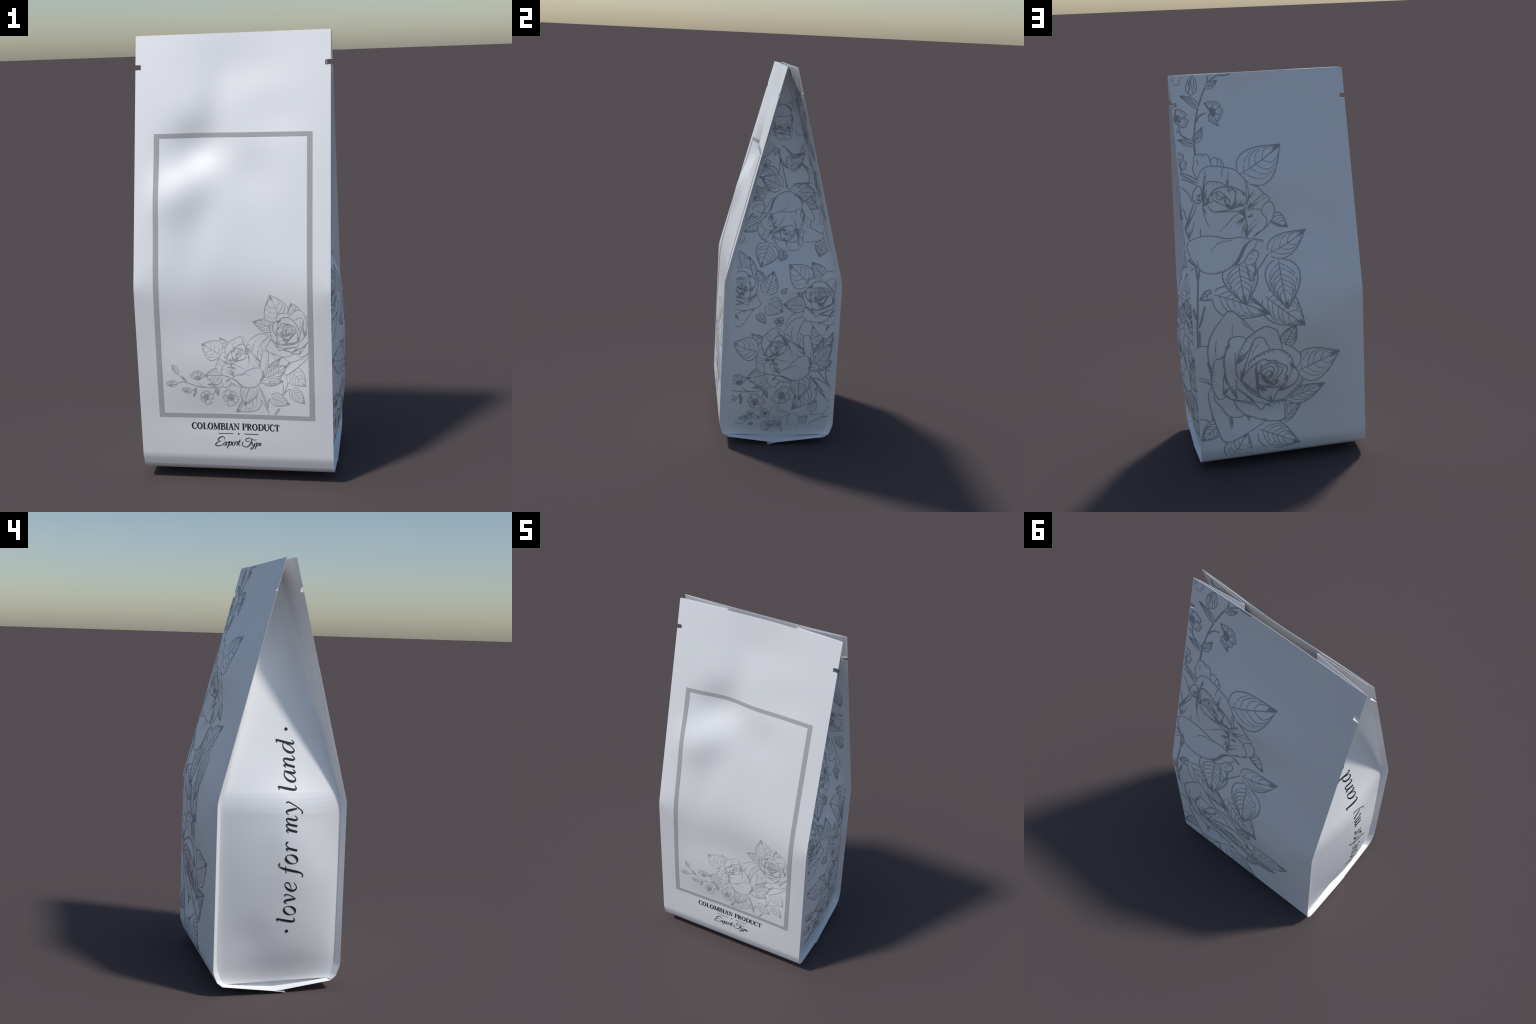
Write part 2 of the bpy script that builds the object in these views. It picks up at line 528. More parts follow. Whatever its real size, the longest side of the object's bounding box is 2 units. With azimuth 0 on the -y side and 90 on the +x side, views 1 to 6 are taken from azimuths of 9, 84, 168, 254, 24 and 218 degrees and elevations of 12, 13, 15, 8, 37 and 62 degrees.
def cupped_rose():
    """A half-open rose seen a little from below: hood, dark heart, round body,
    one broad turned-down petal and ruffled petals on its right."""
    m = Motif("printed_rose", (555, 650))
    # hood
    m.pen(8, 328, 525, 345, 440, 375, 375, 425, 335, 500, 325, 600, 335, 700, 350, 760, 395, 815, 450, 850, 530, 862, 620, 855, 720, 828, 835)
    m.pen(9, 408, 575, 412, 520, 435, 492, 480, 482, 560, 492, 640, 525, 720, 545, 790, 580, 830, 615, 848, 670, 835, 710, 790, 735, 740, 745)
    m.pen(6, 410, 372, 406, 440, 402, 520, dash=0.8)
    m.pen(6, 604, 340, 586, 370, 588, 440)
    m.pen(6, 650, 380, 645, 440, 650, 512, dash=0.5)
    m.pen(6, 820, 490, 835, 550, 838, 610, dash=0.3)
    m.ink(402, 455, 3, 398, 560, 16, 402, 650, 26, 398, 720, 20, 400, 765, 5)
    m.ink(430, 560, 4, 425, 640, 8, 440, 700, 16, 412, 735, 18)
    m.ink(455, 640, 6, 448, 690, 20, 420, 735, 24)
    # left curl
    m.pen(8, 330, 540, 300, 590, 287, 650, 300, 695, 345, 716, 375, 690, 383, 640, 376, 565, 350, 535, 330, 540)
    m.tuft(372, 620, 2.4, 1.2, 70, 6, 7).tuft(370, 690, 3.6, 1.0, 60, 5, 7)
    # heart
    m.pen(10, 470, 645, 482, 600, 512, 568, 560, 545, 620, 538, 690, 555, 732, 595, 726, 640, 736, 700, 742, 745)
    m.pen(8, 492, 635, 520, 598, 565, 590, 612, 622, 640, 650, 672, 690, 655, 745)
    m.pen(7, 525, 648, 552, 630, 582, 645, 574, 666, 540, 668, 525, 648)
    m.pen(9, 482, 660, 520, 690, 560, 712, 640, 748)
    m.pen(7, 560, 690, 592, 668, 642, 660, 668, 690)
    m.tuft(535, 600, 1.5, 1.4, 34, 5, 6).tuft(620, 665, 1.5, 0.9, 50, 5, 6).tuft(700, 745, 5.3, 0.9, 95, 6, 8).tuft(640, 570, 0.4, 1.2, 60, 5, 6)
    m.tuft(760, 740, 5.5, 0.9, 80, 5, 7).tuft(490, 590, 1.9, 0.9, 70, 5, 7)
    m.ink(625, 700, 8, 650, 740, 34, 690, 755, 30, 735, 742, 10)
    m.ink(590, 655, 5, 615, 640, 16, 650, 660, 6)
    m.pen(9, 455, 742, 470, 778, 520, 802, 580, 796, 640, 786, 700, 770, 765, 745, 830, 735)
    m.pen(8, 440, 720, 480, 700, 500, 690)
    m.pen(8, 520, 806, 600, 805, 680, 796, 740, 800, 790, 822, 832, 852)
    m.ink(765, 790, 6, 800, 800, 34, 828, 842, 22, 838, 880, 6)
    m.ink(832, 745, 6, 815, 790, 20, 800, 825, 18)
    # body
    m.pen(9, 302, 716, 275, 800, 240, 900, 218, 985, 258, 1104, swell=1.3)
    m.pen(7, 322, 722, 316, 790, 272, 880, 228, 985)
    m.pen(9, 832, 852, 856, 930, 858, 1010, 850, 1076)
    m.pen(7, 390, 762, 410, 830, 435, 910, 470, 965, 486, 992, dash=0.4)
    m.pen(7, 772, 825, 720, 850, 660, 920, 610, 972, 568, 1016, dash=0.3)
    m.pen(6, 308, 900, 292, 980, 262, 1085, dash=0.2)
    m.pen(6, 370, 975, 373, 1060, dash=0.5)
    m.pen(6, 832, 930, 806, 1000, 800, 1062, dash=0.2)
    m.tuft(252, 1085, 4.8, 0.5, 120, 4, 6)
    m.tuft(400, 765, 1.2, 0.5, 90, 4, 6).tuft(835, 860, 2.4, 0.6, 130, 6, 8).tuft(856, 1070, 4.5, 0.5, 150, 5, 7).tuft(232, 970, 5.1, 0.4, 170, 4, 7)
    m.tuft(800, 585, 1.0, 0.7, 70, 4, 6).tuft(645, 525, 4.6, 0.6, 80, 5, 7).tuft(415, 480, 4.7, 0.4, 90, 4, 6).tuft(370, 1062, 4.7, 0.3, 60, 3, 6)
    # turned-down petal
    m.pen(9, 258, 1108, 320, 1080, 400, 1060, 500, 1058, 580, 1073, 650, 1085, 730, 1078, 790, 1070, 860, 1084, 925, 1090)
    m.pen(9, 258, 1108, 234, 1160, 245, 1215, 280, 1300, 340, 1372, 400, 1430, 500, 1450, 600, 1430, 690, 1384, 740, 1330, 790, 1240, 840, 1160, 925, 1094)
    m.ink(240, 1130, 5, 222, 1200, 12, 236, 1280, 20, 290, 1345, 14, 350, 1390, 5)
    m.ink(890, 1105, 6, 830, 1175, 26, 790, 1265, 28, 748, 1340, 22, 715, 1372, 5)
    m.pen(8, 925, 1092, 1005, 1117, 1024, 1104, 965, 1092, 930, 1090)
    m.pen(8, 962, 1120, 930, 1190, 872, 1250, 830, 1320, 772, 1355, 715, 1358)
    m.pen(7, 705, 1106, 600, 1116, 542, 1145, 502, 1190, 484, 1228, dash=0.35)
    m.pen(6, 335, 1305, 345, 1340, 355, 1372)
    m.hide(328, 525, 345, 440, 375, 375, 425, 335, 500, 325, 600, 335, 700, 350, 760, 395, 815, 450, 850, 530, 862, 620, 870, 780, 858, 1010, 925, 1090, 1024, 1104, 962, 1120, 930, 1190, 830, 1320, 690, 1384, 600, 1430, 500, 1450, 400, 1430, 340, 1372, 280, 1300, 234, 1180, 218, 985, 240, 900, 287, 690, 287, 620)
    m.fringe(6, 40, 12, 412, 540, 435, 492, 480, 482, 560, 492, 640, 525, 720, 545, 790, 580, 830, 615)
    m.fringe(6, 34, 8, 482, 600, 512, 568, 560, 545, 620, 538, 690, 555, 730, 590)
    m.fringe(6, -36, 7, 740, 735, 780, 735, 830, 715, 846, 680)
    m.fringe(6, 30, 6, 455, 745, 480, 785, 540, 803)
    m.fringe(6, 46, 7, 835, 860, 856, 930, 858, 1010, 850, 1070)
    m.fringe(6, -40, 6, 240, 900, 222, 975, 240, 1060)
    m.fringe(6, 34, 8, 740, 1330, 690, 1384, 600, 1430, 500, 1450)
    # ruffled petals on the right
    m.pen(8, 862, 505, 905, 512, 960, 540, 1000, 580, 1026, 605, 1075, 640, 1086, 665, 1068, 692)
    m.pen(7, 860, 782, 900, 720, 955, 660, 1020, 612)
    m.pen(7, 868, 665, 885, 620, 918, 580, dash=0.4)
    m.pen(7, 895, 772, 940, 715, 990, 680, 1055, 640, dash=0.5)
    m.pen(8, 860, 792, 910, 770, 980, 774, 1006, 784, 1012, 822, 1050, 860, 1066, 910, 1040, 970, 1008, 1002)
    m.pen(8, 1006, 782, 1030, 722, 1080, 690, 1120, 714, 1140, 770, 1131, 850, 1100, 910, 1060, 960, 1000, 1012, 920, 1078)
    m.pen(6, 872, 1050, 920, 972, 972, 918, dash=0.5)
    m.pen(6, 860, 985, 900, 930, 965, 860, dash=0.6)
    m.ink(852, 1075, 10, 875, 1015, 12, 918, 960, 3)
    m.ink(920, 1076, 5, 968, 1030, 18, 1010, 1000, 5)
    m.tuft(862, 770, 5.3, 0.8, 110, 6, 8).tuft(860, 860, 5.9, 0.8, 80, 5, 7).tuft(866, 660, 5.2, 0.7, 90, 4, 7)
    m.hide(862, 505, 905, 512, 1000, 580, 1086, 665, 1140, 770, 1131, 850, 1060, 960, 920, 1078, 855, 1070, 862, 800)
    return m


def open_rose():
    """A wide open rose with a spiral heart and angular outer petals."""
    m = Motif("printed_rose", (870, 950))
    # spiral heart
    m.pen(8, 872, 1000, 842, 982, 836, 946, 860, 920, 886, 922, 885, 950, 858, 976)
    m.pen(7, 800, 922, 840, 892, 884, 880, 910, 902, 904, 952, 880, 1000)
    m.pen(8, 796, 884, 858, 852, 920, 850, 946, 882, 940, 940, 900, 1000)
    m.pen(7, 946, 882, 982, 896, 976, 940, 932, 990, 888, 1022)
    m.pen(9, 794, 930, 812, 982, 850, 1030, 910, 1050, 942, 1036, 952, 1008)
    m.pen(8, 778, 950, 780, 1040, 830, 1070, 900, 1080, 960, 1075, 1010, 1050, 1036, 990, 1010, 960)
    m.pen(9, 772, 842, 754, 900, 760, 960, 772, 1062)
    m.pen(8, 790, 850, 802, 896, 780, 950)
    m.pen(9, 660, 972, 700, 900, 758, 850, 820, 818, 858, 832, 912, 830, 962, 855, 1022, 886, 1026, 922, 1002, 962)
    m.ink(800, 930, 5, 822, 970, 18, 862, 1015, 24, 915, 1040, 8)
    m.ink(775, 1040, 5, 790, 1070, 22, 850, 1070, 14, 930, 1062, 5)
    m.ink(762, 900, 4, 772, 960, 16, 775, 1030, 18, 790, 1075, 8)
    m.ink(862, 985, 8, 885, 960, 16, 900, 925, 4)
    m.tuft(790, 1075, 0.5, 1.1, 90, 6, 8).tuft(950, 1000, 2.4, 0.9, 70, 5, 7).tuft(1030, 960, 1.9, 0.7, 80, 4, 7).tuft(850, 1010, 4.2, 1.0, 60, 5, 6)
    m.fringe(6, 26, 9, 796, 884, 858, 852, 920, 850, 946, 882)
    m.fringe(6, 24, 9, 700, 900, 758, 850, 820, 818, 912, 830, 962, 855, 1022, 886)
    m.fringe(6, -30, 7, 778, 960, 780, 1040, 830, 1070, 900, 1080)
    m.fringe(6, 34, 9, 1010, 1050, 960, 1075, 900, 1080, 840, 1072)
    # ring of inner petals
    m.pen(8, 690, 884, 712, 822, 800, 770, 880, 740, 950, 740, 1012, 762, 1060, 810, 1080, 870, 1070, 912, 1042, 985)
    m.pen(7, 705, 850, 760, 800, 840, 768, 900, 752, dash=0.5)
    m.pen(8, 638, 1002, 652, 920, 690, 800, 740, 682)
    m.pen(8, 600, 792, 640, 720, 682, 650, 742, 600, 812, 555, 852, 545, 920, 566, 936, 582, 962, 650, 985, 746)
    m.pen(8, 588, 850, 620, 805, 690, 752, 740, 662, 772, 640, 820, 640, 852, 690, 882, 736)
    m.pen(6, 722, 790, 750, 730, 785, 690, dash=0.5)
    m.pen(8, 985, 690, 1060, 715, 1120, 760, 1146, 792, 1140, 850, 1106, 912)
    m.pen(8, 1076, 892, 1112, 922, 1130, 960, 1110, 1020, 1060, 1070, 1000, 1100, 956, 1112)
    m.pen(8, 1130, 952, 1166, 1012, 1140, 1060, 1080, 1130, 1040, 1176, 970, 1205, 916, 1216)
    m.ink(955, 1110, 6, 1000, 1102, 14, 1060, 1062, 5)
    m.ink(592, 872, 3, 625, 835, 14, 660, 800, 12, 690, 755, 3)
    m.ink(660, 900, 4, 650, 950, 14, 640, 1000, 18, 655, 1020, 6)
    m.tuft(640, 1000, 4.9, 0.7, 120, 5, 8).tuft(596, 850, 5.2, 0.7, 100, 5, 8).tuft(1070, 905, 4.5, 0.7, 80, 4, 7)
    # lower folds
    m.pen(9, 660, 972, 645, 1002, 690, 1062, 760, 1120, 830, 1186, 906, 1216, 930, 1190, 950, 1130, 956, 1106)
    m.pen(8, 600, 1000, 606, 1080, 640, 1112, 690, 1160, 750, 1222, 800, 1272, 822, 1295, 852, 1252, 832, 1230, 760, 1220)
    m.pen(8, 625, 1005, 690, 1092, 760, 1152, 832, 1192)
    m.pen(7, 650, 1010, 720, 1085, 790, 1130, dash=0.3)
    m.ink(642, 1005, 6, 690, 1070, 10, 745, 1112, 16, 800, 1160, 4)
    m.ink(770, 1075, 22, 785, 1105, 14, 800, 1150, 4)
    m.ink(620, 1090, 4, 680, 1145, 10, 740, 1195, 12, 772, 1225, 4)
    m.tuft(800, 1090, 0.3, 0.9, 80, 6, 8).tuft(910, 1215, 4.3, 0.9, 80, 5, 6).tuft(860, 1245, 0.2, 0.8, 80, 5, 6)
    m.pen(8, 510, 1150, 550, 1182, 620, 1200, 700, 1215, 772, 1246)
    m.pen(7, 560, 1190, 640, 1215, 700, 1228, 750, 1250)
    m.ink(512, 1150, 18, 550, 1182, 10, 610, 1200, 4)
    m.pen(8, 580, 1190, 620, 1270, 680, 1332, 760, 1360, 850, 1386, 940, 1391, 1010, 1376, 1030, 1350, 1025, 1280, 1036, 1196)
    m.pen(8, 1036, 1196, 970, 1208, 916, 1222, 860, 1240)
    m.tuft(690, 1335, 0.9, 0.6, 70, 4, 6).tuft(560, 1350, 1.5, 0.4, 110, 4, 6).tuft(1030, 1200, 3.0, 0.5, 110, 4, 6).tuft(880, 1390, 3.6, 0.4, 60, 3, 6)
    m.tuft(385, 960, 4.6, 0.5, 110, 4, 7).tuft(390, 1060, 3.9, 0.5, 90, 3, 6).tuft(535, 700, 2.2, 0.6, 70, 4, 6).tuft(1108, 915, 4.0, 0.6, 100, 5, 7).tuft(955, 1110, 5.6, 0.5, 120, 4, 7)
    m.fringe(6, 34, 10, 712, 822, 800, 770, 880, 740, 950, 740, 1012, 762, 1060, 810)
    m.fringe(6, 40, 8, 600, 792, 640, 720, 682, 650, 742, 600)
    m.fringe(6, -36, 8, 690, 1062, 760, 1120, 830, 1186, 906, 1216)
    m.fringe(6, 36, 8, 600, 1010, 606, 1080, 640, 1112, 690, 1160, 750, 1222)
    m.fringe(6, 40, 8, 916, 1222, 970, 1208, 1036, 1196)
    m.fringe(6, 40, 7, 1166, 1012, 1140, 1060, 1080, 1130, 1040, 1176)
    m.fringe(6, -40, 6, 400, 930, 393, 1010, 400, 1090)
    # left petals
    m.pen(8, 505, 772, 495, 850, 506, 960, 530, 1040, 572, 1112, 616, 1186)
    m.pen(8, 586, 760, 585, 840, 590, 882, 600, 960, 626, 1002)
    m.pen(8, 420, 832, 470, 815, 490, 800, 505, 762, 536, 712, 530, 682, 545, 650, 600, 632, 650, 635, 682, 652)
    m.pen(8, 420, 832, 400, 930, 393, 1010, 400, 1090, 430, 1150, 460, 1186, 492, 1180, 516, 1150)
    m.pen(7, 490, 812, 490, 872, 505, 962, 492, 1000, 490, 1150)
    m.ink(430, 830, 4, 465, 818, 10, 490, 802, 14, 505, 765, 4)
    m.ink(495, 950, 4, 506, 1000, 12, 526, 1060, 4)
    m.ink(560, 1110, 4, 585, 1150, 9, 614, 1186, 12)
    m.ink(535, 712, 14, 530, 684, 10, 548, 652, 4)
    m.pen(6, 432, 670, 424, 740, 428, 820, dash=0.7)
    m.pen(6, 562, 530, 565, 580, 562, 640, dash=0.8)
    m.tuft(500, 1150, 5.0, 0.8, 110, 5, 7).tuft(610, 1175, 4.3, 0.6, 140, 5, 7)
    m.pen(8, 490, 476, 525, 430, 548, 432, 570, 425, 620, 465, 682, 520, 750, 590)
    m.pen(8, 490, 476, 430, 560, 385, 640, 365, 720, 362, 800, 375, 890, 392, 940)
    m.pen(7, 640, 512, 690, 552, 738, 592, dash=0.4)
    m.pen(8, 410, 1140, 420, 1190, 470, 1250, 510, 1310, 550, 1345, 610, 1356, 660, 1346, 690, 1330)
    m.pen(8, 385, 1080, 365, 1150, 380, 1240, 405, 1340, 440, 1440, 480, 1540, 530, 1565, 600, 1545, 720, 1480, 862, 1390)
    m.pen(6, 575, 1195, 600, 1240, 612, 1300, dash=0.5)
    m.pen(6, 540, 1350, 550, 1400, 556, 1460, dash=0.4)
    m.pen(6, 566, 1355, 575, 1400, 560, 1450)
    m.pen(6, 700, 1340, 718, 1370, 720, 1420, dash=0.5)
    m.hide(490, 476, 525, 430, 570, 425, 682, 520, 742, 595, 812, 555, 852, 545, 930, 570, 962, 650, 985, 690, 1060, 715, 1146, 792, 1120, 920, 1166, 1012, 1080, 1130, 1036, 1200, 1030, 1350, 1010, 1376, 940, 1391, 862, 1392, 720, 1480, 530, 1565, 480, 1540, 405, 1340, 365, 1150, 385, 1060, 390, 960, 362, 800, 385, 640, 430, 560)
    return m


def petal(width, outline, *marks):
    """One loose petal: its outline, and inner fold lines."""
    m = Motif("printed_petal")
    m.pen(width, *outline)
    m.hide(*outline)
    for k in marks:
        m.pen(width * 0.8, *k, dash=0.35)
    return m


# --- where the motifs lie: one Sheet per drawing, in drawing units -----------
FRAME = (-0.350, 0.358, 0.309, 1.5715)          # outer edge of the printed frame
FRAME_BAND = (0.0235, 0.0195)
FRONT_ART = Sheet(0.0003875, -0.0000142, -0.3197, 0.0000070, -0.0003976, 0.9007)
FRONT_TEXT = Sheet(0.0004285, -0.0000180, -0.4636, 0.0000149, -0.0004535, 0.2397)
BACK_TOP = Sheet(-0.0004216, 0.0000445, 0.4688, -0.0000257, -0.0004028, 2.1050)
BACK_MIDDLE = Sheet(-0.0004755, 0.0000463, 0.4869, -0.0000371, -0.0004559, 1.7309)
BACK_LOW = Sheet(-0.0006011, 0.0000303, 0.5663, -0.0000672, -0.0006230, 1.1690)
SIDE_TOP = Sheet(0.0005323, 0.0000149, -0.4902, 0.0000190, -0.0005161, 2.0624)
SIDE_HIGH = Sheet(0.0003667, 0.0000101, -0.3196, 0.0000105, -0.0003561, 1.5649)
SIDE_MIDDLE = Sheet(0.0003692, 0.0000125, -0.4712, 0.0000060, -0.0003631, 1.2161)
SIDE_LOW = Sheet(0.0004440, 0.0000247, -0.3570, 0.0000019, -0.0004653, 0.7616)


def in_frame(x, z):
    bx, bz = FRAME_BAND
    return (x > FRAME[0] + bx) & (x < FRAME[1] - bx) & (z > FRAME[2] + bz) & (z < FRAME[3] - bz)


def on_back_sheet(x, z):
    return (np.abs(x) < 0.431) & (z > 0.070) & (z < 1.995)


def on_side_sheet(y, z):
    t = np.clip((z - SHOULDER) / (TOP - SHOULDER), 0, 1)
    sf, sb = gusset_span(1, SHOULDER)
    tip = GUSSET_TIP[1][1]
    lo, hi = sf + (tip - sf) * t, sb + (tip - sb) * t
    return (y > np.maximum(-0.268, lo + 0.004)) & (y < hi - 0.003) & (z > 0.066) & (z < 1.97)


def bouquet_lower(lay, sheet, at=(0.0, 0.0), scale=1.0, turn=0.0, front=True):
    """Cupped rose with its leaves, blossoms and budding branch, as drawn on
    the front; elsewhere it is repeated turned and scaled about the rose."""
    ref = (926, 731)

    def put(m):
        m.centre = np.array(ref, float)
        lay.lay(sheet, m.moved(at, scale, turn) if not front else m)

    w = 6.5
    rose = cupped_rose().moved(ref, 0.538, -0.354, True)
    put(rose)
    put(blossom((820, 1245), 108, 0.3, width=w * 0.8))
    put(leaf((1060, 1105), (985, 1345), 0.36, 0.44, 0.10, 5, w, 0.03))
    put(leaf((1148, 1240), (885, 1425), 0.20, 0.42, 0.12, 5, w, 0.03))
    put(leaf((700, 740), (482, 620), 0.50, 0.45, -0.05, 4, w))
    put(leaf((790, 640), (690, 558), 0.20, 0.45, 0.0, 3, w))
    put(leaf((725, 985), (520, 985), 0.40, 0.52, 0.0, 5, w))
    put(petal(w, (735, 1010, 712, 1040, 730, 1085, 735, 1110, 770, 1130, 810, 1110, 850, 1095, 880, 1110, 860, 1050, 810, 1015), (760, 1060, 800, 1050, 840, 1020), (800, 1105, 830, 1080, 860, 1040)))
    put(side_blossom((440, 1040), (430, 925), 1.05, w * 0.85))
    put(blossom((537, 1245), 92, 1.2, width=w * 0.8))
    put(bud((195, 1075), (60, 1090), 0.26, w))
    put(bud((205, 965), (138, 865), 0.26, w))
    put(bud((365, 1175), (248, 1150), 0.26, w))
    put(sprig_leaf((300, 1062), (246, 998), 0.14, 0.15, w * 0.8))
    put(sprig_leaf((410, 1130), (385, 1238), 0.12, -0.2, w * 0.8))
    put(sprig_leaf((660, 1115), (555, 1090), 0.16, 0.2, w * 0.8))
    put(sprig_leaf((672, 1128), (672, 1228), 0.20, 0.05, w * 0.8))
    put(stems((735, 1118, 640, 1130, 520, 1126, 410, 1105, 320, 1072, 262, 1060, 196, 1076), (305, 1066, 252, 1020, 203, 968), (455, 1075, 488, 1112, 532, 1126), (432, 1130, 400, 1152, 362, 1172), (650, 1130, 640, 1180, 600, 1222), width=w * 1.15))
    put(stems((1145, 1115, 1190, 1220, 1240, 1350, 1272, 1460), (1165, 1130, 1205, 1220, 1250, 1340), (1128, 1250, 1180, 1282, 1230, 1360, 1262, 1425), width=w * 1.2))
    # the rose's outer petals on its right
    put(petal(w, (1020, 605, 1060, 570, 1120, 530, 1190, 518, 1255, 545, 1190, 610, 1160, 660, 1190, 710, 1165, 830, 1162, 905, 1110, 800, 1060, 700), (1080, 700, 1078, 650, 1110, 590), (1140, 820, 1130, 740, 1140, 640), (1175, 780, 1155, 740, 1160, 700)))
    put(petal(w, (1190, 705, 1252, 730, 1250, 850, 1245, 950, 1205, 1010, 1165, 900), (1215, 960, 1225, 900, 1230, 850)))
    # folded leaves behind
    put(petal(w, (1180, 1020, 1230, 1015, 1268, 1050, 1262, 1090, 1180, 1080, 1160, 1060), (1190, 1050, 1240, 1050), (1170, 1078, 1220, 1072)))
    put(leaf((1235, 1020), (1470, 885), 0.30, 0.36, 0.10, 6, w, 0.03))
    put(leaf((1225, 950), (1390, 800), 0.22, 0.16, 0.1, 4, w))
    put(leaf((1210, 1085), (1430, 1060), 0.12, 0.40, 0.15, 4, w))


def front_print():
    p = Print(in_frame)
    w = 6.5
    bouquet_lower(p, FRONT_ART)
    p.lay(FRONT_ART, open_rose().moved((1468, 490), 0.705, 0.561, True))
    for m in (
        leaf((1385, 360), (1264, 76), 0.42, 0.50, 0.04, 4, w),
        leaf((1570, 340), (1508, 163), 0.40, 0.42, 0.05, 4, w),
        leaf((1310, 450), (1070, 376), 0.32, 0.30, 0.0, 5, w),
        leaf((1500, 950), (1692, 1118), 0.42, 0.40, -0.05, 5, w, 0.03),
        leaf((1290, 1245), (1512, 1330), 0.30, 0.34, 0.05, 5, w, 0.03),
        leaf((1530, 1152), (1682, 1322), 0.34, 0.30, 0.0, 5, w, 0.03),
        stems((1488, 935, 1492, 1040, 1460, 1160, 1432, 1232), (1412, 1062, 1432, 1130, 1424, 1242), (1440, 1212, 1490, 1160, 1532, 1152), (1292, 1250, 1262, 1290, 1255, 1372), (1385, 1372, 1330, 1458), (1400, 1376, 1352, 1458), width=w * 1.2),
    ):
        p.lay(FRONT_ART, m)
    return p


